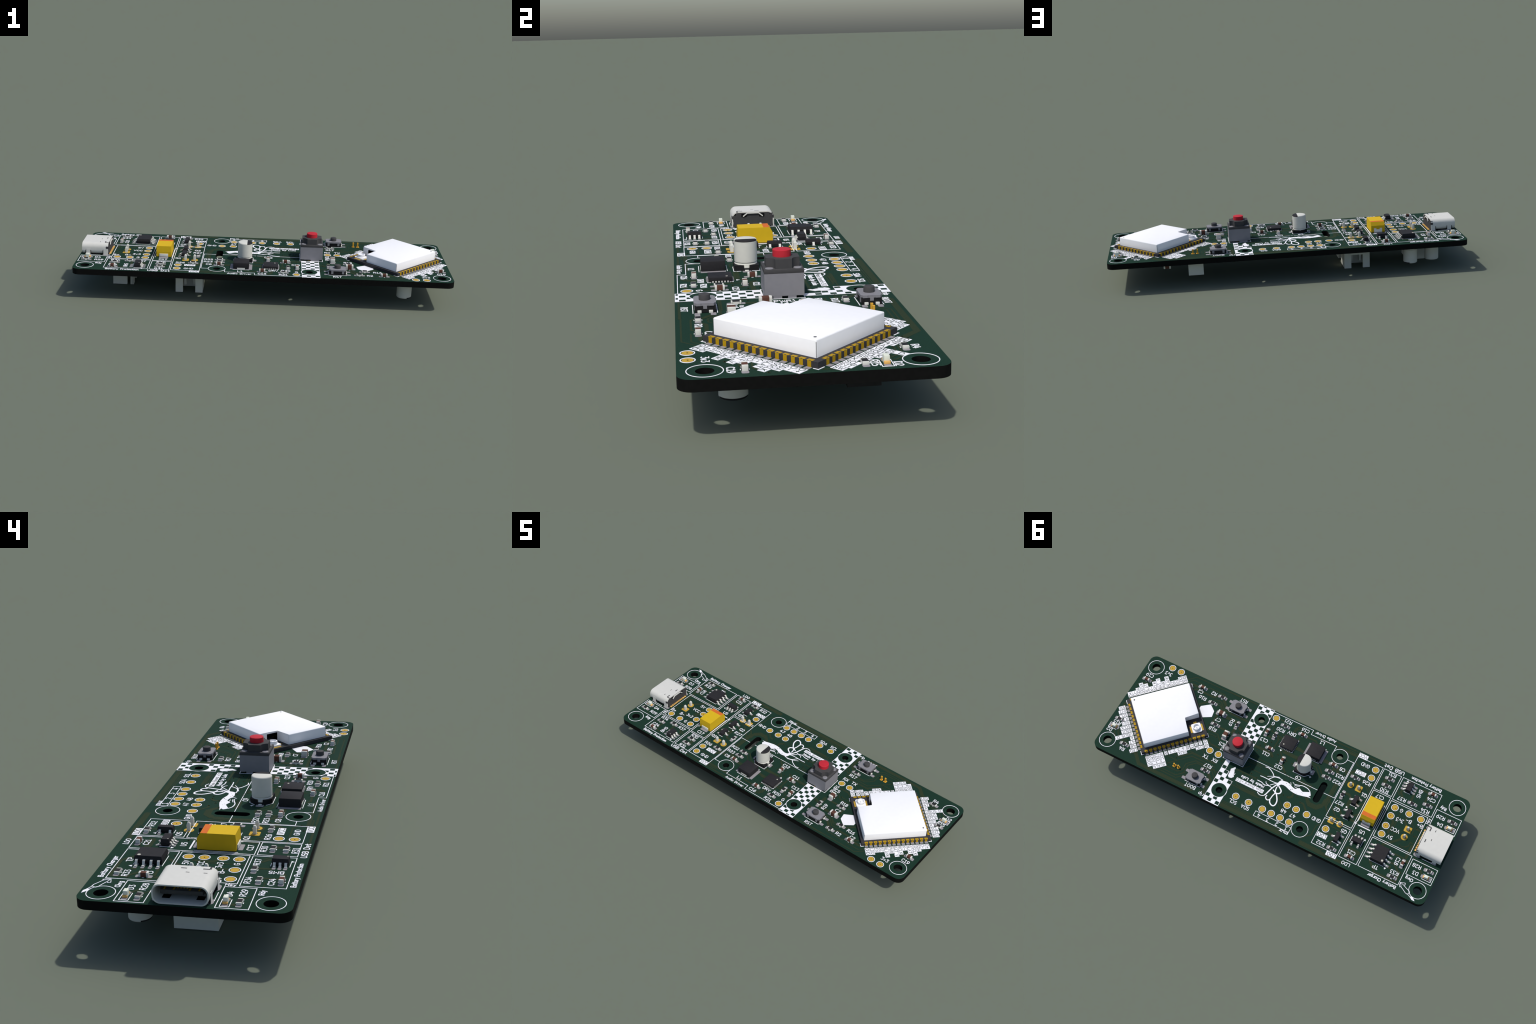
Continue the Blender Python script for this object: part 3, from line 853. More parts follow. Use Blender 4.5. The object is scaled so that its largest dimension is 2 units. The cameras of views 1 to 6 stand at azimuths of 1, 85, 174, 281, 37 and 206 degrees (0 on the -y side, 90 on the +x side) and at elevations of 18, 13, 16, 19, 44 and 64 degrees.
for i, (w, pts) in enumerate(STROKES):
    so.ribbon(flowing(pts) if w > .15 else pts, w, .058 + .001 * (i % 12), INK)
put("printed_drawing", so.mesh("printed_drawing", 0), BOARD_ROOT, stuff=True)

# ------------------------------------------------------------------ test pads
so = Solid(GOLD, INK)
so.prism(ring(0, 0, .76, 32), -.01, .04, GOLD)
so.ribbon(ring(0, 0, .95, 40), .15, .05, INK, True)
TESTPAD = so.mesh("test_pad", 0)
PAD_SPOTS = [(43.65, -15.5), (40.75, -15.5), (20.75, 3.0), (18.0, 3.0), (9.0, -15.0), (7.5, 12.0), (3.5, 12.0), (-.75, 12.0), (-3.5, 12.0), (-6.25, 12.0), (-9.0, 12.0),
             (-6.25, 7.75), (-9.0, 7.75), (-12.25, 7.75), (-23.2, -13.4), (-23.2, -10.6), (-18.7, 9.1), (-32.75, -5.5), (-32.75, -2.75), (-32.75, .5), (-32.75, 3.25),
             (-37.0, -5.6), (-40.5, -5.6)]
VIA_IN_PAD = {0: (0, 0), 1: (0, 0), 2: (0, 0), 3: (.15, -.17), 5: (0, 0), 6: (0, 0), 11: (0, 0), 12: (0, 0), 14: (0, 0), 16: (0, 0), 17: (-.35, .2), 18: (0, 0), 19: (0, 0)}
dot = Solid(VIA)
for i, (x, y) in enumerate(PAD_SPOTS):
    put("test_pad", TESTPAD, BOARD_ROOT, x, y)
    if i in VIA_IN_PAD:
        dx, dy = VIA_IN_PAD[i]
        dot.prism(ring(x + dx, y + dy, .13, 10), 0, .05, VIA)
put("pad_via", dot.mesh("pad_via", 0), BOARD_ROOT, stuff=True)


# ------------------------------------------------------------------ small passives
def solder_pads(name, cx, length, width):
    s = Solid(SOLDER)
    for sx in (-1, 1):
        s.prism(rounded(sx * cx - length / 2, sx * cx + length / 2, -width / 2, width / 2, min(.25, width * .25), 4), -.01, .035, SOLDER)
    return s.mesh(name, 0)


def resistor_mesh():
    s = Solid(CERAMIC)
    s.box(-.52, .52, -.4, .4, .04, .40, CERAMIC)
    s.box(-.57, .57, -.39, .39, .39, .47, BLACK)
    for sx in (-1, 1):
        a, b = sorted((sx * .54, sx * .8))
        s.box(a, b, -.405, .405, .03, .455, LEAD, .03)
    s.prism(rect(-.22, .22, -.62, -.50), -.01, .045, INK)
    s.prism(rect(-.22, .22, .50, .62), -.01, .045, INK)
    return s.mesh("resistor")


def capacitor_mesh(name, l, w, h, cap):
    s = Solid(BROWN)
    s.box(-l / 2 + cap * .9, l / 2 - cap * .9, -w / 2 + .02, w / 2 - .02, .04, h - .02, BROWN, .03)
    for sx in (-1, 1):
        a, b = sorted((sx * (l / 2 - cap), sx * l / 2))
        s.box(a, b, -w / 2, w / 2, .03, h, LEAD, .05)
    k = w / 2 + .14
    s.prism(rect(-.18, .18, -k - .06, -k + .06), -.01, .045, INK)
    s.prism(rect(-.18, .18, k - .06, k + .06), -.01, .045, INK)
    return s.mesh(name)


RES, CAP, BIGCAP = resistor_mesh(), capacitor_mesh("ceramic_capacitor", 1.6, .8, .82, .34), capacitor_mesh("ceramic_capacitor_large", 2.0, 1.25, 1.27, .46)
PADS6, PADS8 = solder_pads("solder_pad", .93, 1.0, .95), solder_pads("solder_pad_large", 1.05, 1.15, 1.4)
for x, y, t in ((25.9, -13.7, 0), (27.5, -10.75, 0), (23.4, -4.9, 0), (17.85, -7.65, 90), (18.8, 9.1, 0), (48.4, 6.3, 0), (43.0, 12.6, 0),
                (5.5, -13.85, 0), (6.75, -9.75, 90), (-12.05, -6.9, 0), (-12.05, -4.9, 0), (-19.2, -8.6, 0), (-18.3, -2.2, 90), (-27.9, -12.7, 0),
                (-27.9, -10.4, 0), (-22.65, 13.5, 0), (-36.5, -8.75, 0), (-40.45, -10.25, 0), (-48.5, -8.75, 0), (-48.5, 7.2, 0), (-40.4, 13.2, 0)):
    o = put("resistor", RES, BOARD_ROOT, x, y, 0, t)
    put("solder_pad", PADS6, o)
for x, y, t in ((48.3, -8.6, 0), (32.5, -13.85, 0), (9.25, -9.7, 90), (6.05, -5.4, 0), (1.25, -3.8, 90), (-.2, -13.65, 0), (-12.1, -9.2, 0), (-27.9, 13.45, 0),
                (-40.5, -13.9, 0), (-41.35, 8.5, 90)):
    o = put("ceramic_capacitor", CAP, BOARD_ROOT, x, y, 0, t)
    put("solder_pad", PADS6, o)
for x, y, t in ((23.5, -8.7, 0), (19.15, -3.25, 90)):
    o = put("ceramic_capacitor", BIGCAP, BOARD_ROOT, x, y, 0, t)
    put("solder_pad", PADS8, o)

# indicator lamps
s = Solid(LENS)
s.box(-.46, .46, -.39, .39, .04, .38, LENS)
for sx in (-1, 1):
    a, b = sorted((sx * .46, sx * .8))
    s.box(a, b, -.40, .40, .04, .38, LAMPGOLD, .02)
s.box(-.55, .55, -.38, .38, .38, 1.06, LENS, .03, .03)
LAMP = s.mesh("indicator_lamp")
for x, y, t in ((-48.5, -6.62, 0), (-48.5, 9.2, 0), (48.5, 8.95, 180)):
    o = put("indicator_lamp", LAMP, BOARD_ROOT, x, y, 0, t)
    put("solder_pad", PADS6, o)


# ------------------------------------------------------------------ chips
def chip_body(name, lx, ly, z0, z1, slope, dotspot=None, dotr=.2):
    s = Solid(BLACK)
    zm = (z0 + z1) / 2
    for a, b, t0, t1 in ((z0, zm, slope, 0), (zm, z1, 0, slope)):
        lo = rect(-lx / 2 + t0, lx / 2 - t0, -ly / 2 + t0, ly / 2 - t0)
        hi = rect(-lx / 2 + t1, lx / 2 - t1, -ly / 2 + t1, ly / 2 - t1)
        va = [s.bm.verts.new((*p, a)) for p in lo]
        vb = [s.bm.verts.new((*p, b)) for p in hi]
        s.bm.faces.new(va[::-1])
        s.bm.faces.new(vb)
        for i in range(4):
            s.bm.faces.new((va[i], va[(i + 1) % 4], vb[(i + 1) % 4], vb[i]))
    if dotspot:
        s.prism(ring(*dotspot, dotr, 14), z1 - .05, z1 + .015, DOT)
    return s.mesh(name, 0)


def gull_lead(name, reach, start, top, width, t=.16):
    """Bent leg leaving the body at height top and landing flat at reach."""
    s = Solid(LEAD)
    m = start + (reach - start) * .34
    n = start + (reach - start) * .58
    s.strap([(start - .1, top), (m - .08, top), (m + .04, top - .1), (n - .04, .2), (n + .1, .12), (reach, .115)], width / 2, t, LEAD)
    return s.mesh(name)


def chip(name, body, lead, pads, spots, x, y, turn=0):
    o = put(name, body, BOARD_ROOT, x, y, 0, turn)
    for px, py, a in spots:
        put("lead", lead, o, px, py, 0, a)
        put("solder_pad", pads, o, px, py, 0, a)
    return o


def foot_pad(name, x0, x1, w):
    s = Solid(SOLDER)
    s.prism(rounded(x0, x1, -w / 2, w / 2, .14, 3), -.01, .035, SOLDER)
    return s.mesh(name, 0)


SO8 = chip_body("chip_body_wide", 3.9, 4.9, .15, 1.5, .16, (1.35, -1.65), .3)
chip("charger_chip", SO8, gull_lead("wide_lead", 3.0, 1.9, .85, .42), foot_pad("wide_pad", 1.7, 3.5, .6),
     [(0, -1.905 + 1.27 * i, a) for a in (0, 180) for i in range(4)], -34.9, 9.13, 180)

SOT = chip_body("transistor_body", 1.3, 2.9, .1, 1.1, .1)
SOTL, SOTP = gull_lead("transistor_lead", 1.25, .6, .55, .42, .13), foot_pad("transistor_pad", .3, 1.68, .6)
for x, y, t in ((-22.2, -2.15, 0), (-22.2, 2.45, 180), (-22.55, 10.0, 0)):
    chip("transistor", SOT, SOTL, SOTP, [(0, 0, 0), (0, .95, 180), (0, -.95, 180)], x, y, t)
SOT6 = chip_body("guard_chip_body", 1.6, 2.9, .1, 1.35, .1, (.5, -1.1), .12)
SOT6L = gull_lead("guard_lead", 1.45, .75, .65, .42, .14)
chip("guard_chip", SOT6, SOT6L, foot_pad("guard_pad", .7, 2.12, .6), [(0, -.95 + .95 * i, a) for a in (0, 180) for i in range(3)], -33.8, -12.7)
chip("regulator_chip", SOT6, SOT6L, foot_pad("regulator_pad", .5, 1.8, .6), [(0, d, 0) for d in (-.95, 0, .95)] + [(0, d, 180) for d in (-.95, .95)], -27.72, 8.38, -90)

# flat driver chip with contacts around its rim
s = Solid(BLACK)
s.box(-2.0, 2.0, -2.0, 2.0, .06, .80, BLACK, .02)
s.prism(ring(1.1, 1.1, .2, 14), .75, .815, DOT)
drv = put("audio_chip", s.mesh("audio_chip"), BOARD_ROOT, 2.05, -9.33)
s = Solid(SOLDER)
s.prism(rounded(1.6, 2.36, -.14, .14, .1, 3), -.01, .038, SOLDER)
s.box(1.8, 2.01, -.12, .12, .03, .22, LEAD)
TOE = s.mesh("rim_contact", 0)
for a in range(4):
    for i in range(6):
        d, c, sn = -1.25 + .5 * i, math.cos(a * math.pi / 2), math.sin(a * math.pi / 2)
        put("rim_contact", TOE, drv, -d * sn, d * c, 0, 90 * a)

# coil block
s = Solid(BLACK)
s.box(-2.12, 2.12, -2.12, 2.12, .05, 1.8, BLACK, .12)
coil = put("coil", s.mesh("coil"), BOARD_ROOT, -5.95, -10.2)
s = Solid(SOLDER)
for sx in (-1, 1):
    s.prism(rect(*sorted((sx * 1.5, sx * 2.97)), -2.2, 2.2), -.01, .04, SOLDER)
put("solder_pad", s.mesh("coil_pad", 0), coil)
s = Solid(LEAD)
for sy in (-1, 1):
    s.box(-1.05, 1.05, *sorted((sy * 2.0, sy * 2.17)), .04, .42, LEAD)
put("coil_terminal", s.mesh("coil_terminal"), coil)

# yellow moulded capacitor
s = Solid(YELLOW)
h, w, l = 3.14, 2.03, 3.41
prof = [(-l, .12), (l, .12), (l, 2.1), (2.78, h), (-l + .06, h), (-l - .08, 1.5)]
va = [s.bm.verts.new((-w, a, b)) for a, b in prof]
vb = [s.bm.verts.new((w, a, b)) for a, b in prof]
s.bm.faces.new(va)
s.bm.faces.new(vb[::-1])
for i in range(6):
    s.bm.faces.new((va[i], vb[i], vb[(i + 1) % 6], va[(i + 1) % 6]))
tant = put("moulded_capacitor", s.mesh("moulded_capacitor", 0), BOARD_ROOT, -27.75, -.9)
s = Solid(ORANGE)
s.box(-w + .02, w - .02, 1.6, 2.74, h - .1, h + .015, ORANGE)
put("polarity_band", s.mesh("polarity_band", 0), tant)
for sy in (-1, 1):
    s = Solid(LEAD)
    s.box(-1.2, 1.2, *sorted((sy * 3.4, sy * 3.62)), .04, 1.0, LEAD, .03)
    if sy > 0:
        s.box(-1.2, -.5, *sorted((sy * 3.4, sy * 3.62)), 1.0, 1.35, LEAD)
        s.box(.5, 1.2, *sorted((sy * 3.4, sy * 3.62)), 1.0, 1.35, LEAD)
    s.box(-1.2, 1.2, *sorted((sy * 2.6, sy * 3.62)), .03, .17, LEAD)
    put("bent_terminal", s.mesh("bent_terminal"), tant)
    s = Solid(SOLDER)
    s.prism(rounded(-1.25, 1.25, *sorted((sy * 2.2, sy * 4.4)), .2, 4), -.01, .035, SOLDER)
    put("solder_pad", s.mesh("moulded_pad", 0), tant)


# ------------------------------------------------------------------ round can capacitors
def can_meshes():
    s = Solid(CAN)
    R = 2.0
    prof = [(0, .3), (R, .3), (R, 1.08), (R - .05, 1.15), (R - .16, 1.22), (R - .16, 1.28), (R - .05, 1.35), (R, 1.42), (R, 5.02), (R, 5.13), (R - .05, 5.24), (R - .14, 5.33), (R - .28, 5.37), (0, 5.37)]
    s.lathe(prof, 0, 0, CAN, 56)
    k = s.slot(BLACK)
    bmesh.ops.bisect_plane(s.bm, geom=s.bm.verts[:] + s.bm.edges[:] + s.bm.faces[:], plane_co=(.6, 0, 0), plane_no=(1, 0, 0))
    for f in s.bm.faces:
        c = f.calc_center_median()
        if c.x > .6 and c.z > 5.05:
            f.material_index = k
    can = s.mesh("can")
    s = Solid(TACTBLACK)
    foot = [(2.15, -2.15), (2.15, 2.15), (-1.15, 2.15), (-2.15, 1.15), (-2.15, -1.15), (-1.15, -2.15)]
    s.prism(foot, .06, .5, TACTBLACK)
    for q in ([(2.15, .5), (2.15, 2.15), (.2, 2.15), (.2, 1.9), (1.5, 1.5), (1.9, .5)], [(-.2, 2.15), (-1.15, 2.15), (-2.15, 1.15), (-2.15, .5), (-1.9, .5), (-1.3, 1.45), (-.2, 1.9)]):
        s.prism(q, .5, 1.0, TACTBLACK)
        s.prism([(a, -b) for a, b in q], .5, 1.0, TACTBLACK)
    s.box(-.3, .3, -2.13, 2.13, .45, .9, TACTBLACK)
    base = s.mesh("can_base")
    s = Solid(LEAD)
    for sx in (-1, 1):
        s.box(*sorted((sx * 1.2, sx * 2.62)), -.32, .32, .04, .2, LEAD, .02)
        s.box(*sorted((sx * 1.8, sx * 2.12)), -.42, .42, .3, .85, CAN, .04)
    leads = s.mesh("can_lead")
    s = Solid(SOLDER)
    for sx in (-1, 1):
        s.prism(rounded(*sorted((sx * 1.0, sx * 3.2)), -.75, .75, .2, 4), -.01, .035, SOLDER)
    return can, base, leads, s.mesh("can_pad", 0)


CANS = can_meshes()


def can_capacitor(x, y, turn=0, under=False):
    o = put("can_capacitor", CANS[1], BOARD_ROOT, x, y, -THICK if under else 0, turn)
    if under:
        o.rotation_euler = (math.pi, 0, math.radians(turn))
    put("can", CANS[0], o)
    put("can_lead", CANS[2], o)
    put("solder_pad", CANS[3], o)


can_capacitor(-5.2, -4.39)
can_capacitor(38.7, -9.6, 0, True)
can_capacitor(-35.3, 11.4, 0, True)
can_capacitor(-42.1, 9.25, -90, True)

# ------------------------------------------------------------------ power button
pw = Solid(GREY)
pw.box(-3.1, 3.1, -3.1, 3.1, .45, 4.0, GREY)
for x0, x1, y0, y1 in ((-.15, 2.2, -3.1, -2.2), (-2.2, .15, 2.2, 3.1), (2.2, 3.1, -1.75, -.4), (2.2, 3.1, .55, 1.85), (-3.1, -2.2, -1.85, -.55), (-3.1, -2.2, .4, 1.75), (-2.0, 2.0, -2.0, 2.0)):
    pw.box(x0, x1, y0, y1, .02, .46, GREY)
power = put("power_button", pw.mesh("power_button", 0), BOARD_ROOT, 13.25, 0)
s = Solid(DARKGREY)
s.box(-3.1, 3.1, -3.1, 3.1, 4.0, 4.67, DARKGREY, .03)
E_, C_ = 2.65, 1.3
crossing = []
for cx, cy, a in ((E_, -E_, 180), (E_, E_, 270), (-E_, E_, 0), (-E_, -E_, 90)):
    crossing += [(cx + (E_ - C_) * math.cos(math.radians(a - 90 * i / 8)), cy + (E_ - C_) * math.sin(math.radians(a - 90 * i / 8))) for i in range(9)]
s.prism(crossing, 4.6, 6.17, DARKGREY)
put("button_plate", s.mesh("button_plate"), power)
s = Solid(GREY)
for sx in (-1, 1):
    for sy in (-1, 1):
        s.lathe([(0, 4.5), (.66, 4.5), (.66, 4.73), (.6, 4.77), (0, 4.77)], sx * 2.2, sy * 2.2, GREY, 24)
put("rivet", s.mesh("rivet"), power)
s = Solid(RED)
s.lathe([(0, 6.0), (1.45, 6.0), (1.45, 7.2), (1.4, 7.25), (1.3, 7.27), (0, 7.27)], 0, 0, RED, 48)
put("button_cap", s.mesh("button_cap"), power)
s = Solid(GOLD)
for sx, sy in ((-2.0, -2.55), (2.0, 2.55)):
    s.prism(ring(sx * .3, sy * 1.02, .42, 20), -.01, .04, GOLD)
put("solder_pad", s.mesh("power_pad", 0), power)


# ------------------------------------------------------------------ two small push buttons
def tact_meshes():
    s = Solid(TACTBLACK)
    s.box(-2.2, 2.2, -1.55, 1.55, .08, 1.15, TACTBLACK, .06)
    s.box(-2.25, 2.25, -1.2, 1.2, .08, .9, TACTBLACK)
    base = s.mesh("push_button")
    s = Solid(GREY)
    out = [(-1.75, -1.65), (1.75, -1.65), (2.0, -1.45), (2.3, -1.3), (2.3, -.65), (2.2, -.55), (2.2, .55), (2.3, .65), (2.3, 1.3), (2.0, 1.45), (1.75, 1.65),
           (-1.75, 1.65), (-2.0, 1.45), (-2.3, 1.3), (-2.3, .65), (-2.2, .55), (-2.2, -.55), (-2.3, -.65), (-2.3, -1.3), (-2.0, -1.45)]
    s.prism(out, 1.1, 1.5, GREY)
    for sy in (-1, 1):
        for sx in (-1, 1):
            s.box(*sorted((sx * 1.15, sx * 1.72)), *sorted((sy * 1.5, sy * 1.64)), .35, 1.12, GREY)
    for sx in (-1, 1):
        s.box(*sorted((sx * 2.15, sx * 2.29)), -.28, .28, .65, 1.12, GREY)
    frame_ = s.mesh("button_frame", 0)
    s = Solid(DARKGREY)
    s.lathe([(0, 1.4), (.86, 1.4), (.86, 2.28), (.8, 2.38), (.7, 2.42), (0, 2.42)], 0, 0, DARKGREY, 40)
    cap = s.mesh("button_cap")
    s = Solid(LEAD)
    for sx in (-1, 1):
        for sy in (-.85, .85):
            s.box(*sorted((sx * 2.1, sx * 2.55)), sy - .3, sy + .3, .04, .45, LEAD, .05)
    legs = s.mesh("button_leg")
    s = Solid(SOLDER)
    for sx in (-1, 1):
        for sy in (-1.2, 1.2):
            s.prism(rounded(*sorted((sx * 2.2, sx * 3.55)), sy - .42, sy + .42, .2, 4), -.01, .035, SOLDER)
    return base, frame_, cap, legs, s.mesh("button_pad", 0)


TACT = tact_meshes()
for x, y in ((20.0, -12.5), (20.05, 12.5)):
    o = put("push_button", TACT[0], BOARD_ROOT, x, y)
    for nm, me in zip(("button_frame", "button_cap", "button_leg", "solder_pad"), TACT[1:]):
        put(nm, me, o)
# ------------------------------------------------------------------ radio module, set at 45 degrees
s = Solid(MODBOARD)
s.box(-9.6, 9.6, -9.0, 9.0, .05, .85, MODBOARD)
module = put("radio_module", s.mesh("radio_module", 0), BOARD_ROOT, 36.5, -.15, 0, 45)
lid = [(-4.5, 2.72), (-4.5, 7.66), (8.47, 7.66), (8.47, -7.8), (-8.8, -7.8), (-8.8, 2.72)]
s = Solid(SHIELD)
s.prism(lid, .84, 3.2, SHIELD)
tops = [e for e in s.bm.edges if all(v.co.z > 3 for v in e.verts)]
sides = [e for e in s.bm.edges if abs(e.verts[0].co.z - e.verts[1].co.z) > 1]
bmesh.ops.bevel(s.bm, geom=tops + sides, offset=.2, segments=3, profile=.5, affect="EDGES")
shield = put("module_shield", s.mesh("module_shield", 40), module)
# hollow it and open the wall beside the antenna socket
s = Solid(SHADEBLACK)
s.box(-4.25, 8.2, -7.5, 7.4, .5, 2.95, SHADEBLACK)
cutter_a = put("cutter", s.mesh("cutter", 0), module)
s = Solid(SHADEBLACK)
s.box(-4.8, -4.0, 2.85, 5.75, .4, 2.8, SHADEBLACK)
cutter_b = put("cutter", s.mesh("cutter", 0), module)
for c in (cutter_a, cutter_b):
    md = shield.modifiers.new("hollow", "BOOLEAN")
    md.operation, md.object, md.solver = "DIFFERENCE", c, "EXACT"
    md.material_mode = "TRANSFER"  # cut faces take the near-black, painting the unlit interior
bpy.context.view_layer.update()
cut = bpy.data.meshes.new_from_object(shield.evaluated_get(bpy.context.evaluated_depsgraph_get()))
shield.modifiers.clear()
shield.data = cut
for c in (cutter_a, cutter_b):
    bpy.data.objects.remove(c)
cut.shade_smooth()
cut.set_sharp_from_angle(angle=math.radians(40))
s = Solid(PLASTIC)
s.prism(ring(7.59, -6.86, .22, 16), 3.1, 3.215, PLASTIC)
put("shield_dot", s.mesh("shield_dot", 0), module)
s = Solid(SHADEBLACK)
for u, v in ((8.40, -7.73), (8.40, 7.59), (-8.73, -7.73)):
    s.box(u - .04, u + .02, v - .04, v + .04, .88, 2.9, SHADEBLACK)  # thin dark strips stand in for the corner slits
put("shield_seam_strip", s.mesh("shield_seam_strip", 0), module)
# chips and contacts under the shield, seen through the opening
s = Solid(BLACK)
s.box(-1.5, 4.5, -4.0, 3.5, .85, 1.7, BLACK)
s.box(-3.4, -2.4, 3.2, 4.8, .85, 1.4, BLACK)
for i in range(8):
    s.box(-1.9, -1.5, -3.4 + .9 * i, -3.1 + .9 * i, .85, .95, MODGOLD)
put("shielded_chip", s.mesh("shielded_chip", 0), module)
# contacts down the rim, with dark half-round fills standing in for hollows
s = Solid(MODGOLD)
s.box(-.45, .45, -.60, -.05, .8, .87, MODGOLD)
s.box(-.29, .29, -.30, .03, .03, .868, MODGOLD)
s.prism(ring(0, .02, .2, 10, 180, 360), .5, .875, MODBOARD)
CONTACT = s.mesh("rim_contact", 0)
s = Solid(SOLDER)
s.prism(rect(-.45, .45, -.5, .68), -.01, .035, SOLDER)
SOLPAD = s.mesh("module_pad", 0)
rim = [(-8.255 + 1.27 * i, -9.0, 180) for i in range(14)] + [(-8.255 + 1.27 * i, 9.0, 0) for i in range(14)] + [(9.6, -6.985 + 1.27 * i, -90) for i in range(12)]
for u, v, t in rim:
    put("rim_contact", CONTACT, module, u, v, 0, t)
    put("solder_pad", SOLPAD, module, u, v, 0, t)
# antenna socket
s = Solid(MODGOLD)
s.box(-9.0, -8.35, 4.9, 7.0, .84, .9, GOLD)
s.box(-5.95, -5.3, 4.9, 7.0, .84, .9, GOLD)
s.box(-7.6, -6.7, 3.7, 4.6, .84, .9, GOLD)
s.prism(rounded(-8.5, -5.8, 4.5, 7.4, .4, 3), .85, 1.25, SHIELD)
s.lathe([(0, 1.2), (1.05, 1.2), (1.0, 2.0), (.8, 2.05), (.72, 1.45), (0, 1.45)], -7.13, 5.95, SHIELD, 32)
s.lathe([(0, 1.4), (.22, 1.4), (.2, 1.9), (0, 1.95)], -7.13, 5.95, SHIELD, 14)
put("antenna_socket", s.mesh("antenna_socket"), module)
# corner marks
for sx, sy in ((1, 1), (1, -1), (-1, 1), (-1, -1)):
    so = Solid(INK)
    so.ribbon([(sx * 9.75, sy * 7.95), (sx * 9.75, sy * 9.15), (sx * 9.0, sy * 9.15)], .15, .05, INK)
    put("printed_line", so.mesh("printed_line", 0), module)


def module_point(u, v):
    c = math.sqrt(.5)
    return 36.5 + (u - v) * c, -.15 + (u + v) * c


def edge_tag(text, u, v, along, out, turn, fit=None):
    """Flag beside a contact: centre in module axes, size along the reading line and across."""
    x, y = module_point(u, v)
    tag(text, x, y, along, out, 45 + turn, .82, .10, fit)


for i, t in enumerate(("GND", "LDO", "EN", "BZ", "BLANK", "PWR", "BAT_V", "RCLK", "X-", "SLAT", "GSCLK", "SDA", "D-", "D+")):
    n = {2: 1.75, 3: 2.45, 4: 3.1, 5: 3.75}[len(t)]
    edge_tag(t, -8.3 + 1.27 * i, -9.95 - n / 2, n, 1.2, -90, n - .3)
for i, t in enumerate(("SW", "INT", "SCL", "X.", "SIN", "SCLK", "SOUT", "VBUS D.", "A", "47", "48", "LED")):
    n = {"SW": 1.9, "X.": 1.3, "VBUS D.": 5.1, "A": 1.1, "47": 1.75, "48": 1.75, "SCLK": 3.0, "SOUT": 3.0}.get(t, 2.25)
    edge_tag(t, 10.5 + n / 2, -7.2 + 1.3 * i, n, 1.12, 0, n - .35)
for i, t in enumerate(("BOOT", "DRV_En", "LDO_En", "VCC_En")):
    n = 3.3 if i == 0 else 4.4
    edge_tag(t, 8.35 - 1.27 * i, 10.0 + n / 2, n, 1.2, 90, n - .3)
edge_tag("B", 3.12, 10.6, .9, 1.2, 0)
edge_tag("4 3 2 1", -.05, 10.6, 4.9, 1.2, 0, 4.3)
edge_tag("RX", -3.1, 10.75, 1.5, 1.2, 90, 1.2)
edge_tag("MUX", -1.3, 11.8, 2.6, 1.1, 0, 2.3)
edge_tag("TX", -4.52, 10.7, 1.5, 1.2, 90, 1.2)
edge_tag("A", -7.0, 10.4, .95, 1.1, 0)
edge_tag("B", -5.8, 10.4, .95, 1.1, 0)
edge_tag("ENC", -6.45, 11.7, 2.4, 1.05, 0, 2.1)
edge_tag("GND", -8.45, 11.05, 2.45, 1.2, 90, 2.1)

# ------------------------------------------------------------------ USB socket
X0, X1 = -50.9, -43.7
s = Solid(SHELL)
outer = rounded(-4.47, 4.47, .03, 3.27, 1.3, 8)
inner = rounded(-4.25, 4.25, .25, 3.05, 1.1, 8)
n = len(outer)
k = s.slot(SHELL)
of = [s.bm.verts.new((X0, p[0], p[1])) for p in outer]
ob = [s.bm.verts.new((X1, p[0], p[1])) for p in outer]
jf = [s.bm.verts.new((X0, p[0], p[1])) for p in inner]
jb = [s.bm.verts.new((X1, p[0], p[1])) for p in inner]
for i in range(n):
    j = (i + 1) % n
    s.bm.faces.new((of[i], of[j], ob[j], ob[i]))
    s.bm.faces.new((jf[j], jf[i], jb[i], jb[j]))
    s.bm.faces.new((of[j], of[i], jf[i], jf[j]))
    s.bm.faces.new((ob[i], ob[j], jb[j], jb[i]))
bmesh.ops.recalc_face_normals(s.bm, faces=s.bm.faces)
for x0, x1 in ((-49.75, -48.6), (-45.0, -43.75)):
    for sy in (-1, 1):
        s.box(x0, x1, *sorted((sy * 4.27, sy * 4.52)), -.6, 1.75, SHELL)
usb = put("usb_socket", s.mesh("usb_socket"), BOARD_ROOT, .45, .05, 0)
s = Solid(PLASTIC)
s.box(-45.2, -43.62, -4.2, 4.2, .1, 2.5, PLASTIC)
s.box(-45.2, -43.66, -3.6, 3.6, 2.4, 3.0, PLASTIC)
s.box(-44.2, -43.55, -4.1, 4.1, .1, 2.3, PLASTIC)
s.box(-50.0, -45.0, -3.4, 3.4, 1.3, 2.0, PLASTIC, .12)
s.box(-48.6, -45.0, -3.7, 3.7, 1.0, 2.3, PLASTIC, .1)
put("socket_core", s.mesh("socket_core"), usb)
s = Solid(MODGOLD)
for i in range(8):
    y = (-2.75, -1.25, -.75, -.25, .25, .75, 1.25, 2.75)[i]
    s.box(-49.75 if i in (0, 1, 6, 7) else -49.2, -45.1, y - .13, y + .13, 1.95, 2.035, MODGOLD)
put("socket_contact", s.mesh("socket_contact", 0), usb)
s = Solid(LAMPGOLD)
for i in range(12):
    y = (-3.2, -2.4, -1.75, -1.25, -.75, -.25, .25, .75, 1.25, 1.75, 2.4, 3.2)[i]
    w = .28 if abs(y) > 2 else .15
    s.box(-43.75, -43.05, y - w, y + w, -.01, .12, LAMPGOLD)
put("socket_pin", s.mesh("socket_pin", 0), usb)
s = Solid(PLASTIC)  # dark plates stand in for notches, slits and pockets; the shell is uncut
s.box(-44.6, -43.68, -3.5, -3.2, 3.17, 3.282, PLASTIC)
s.box(-44.75, -44.45, -3.3, -2.2, 3.17, 3.283, PLASTIC)
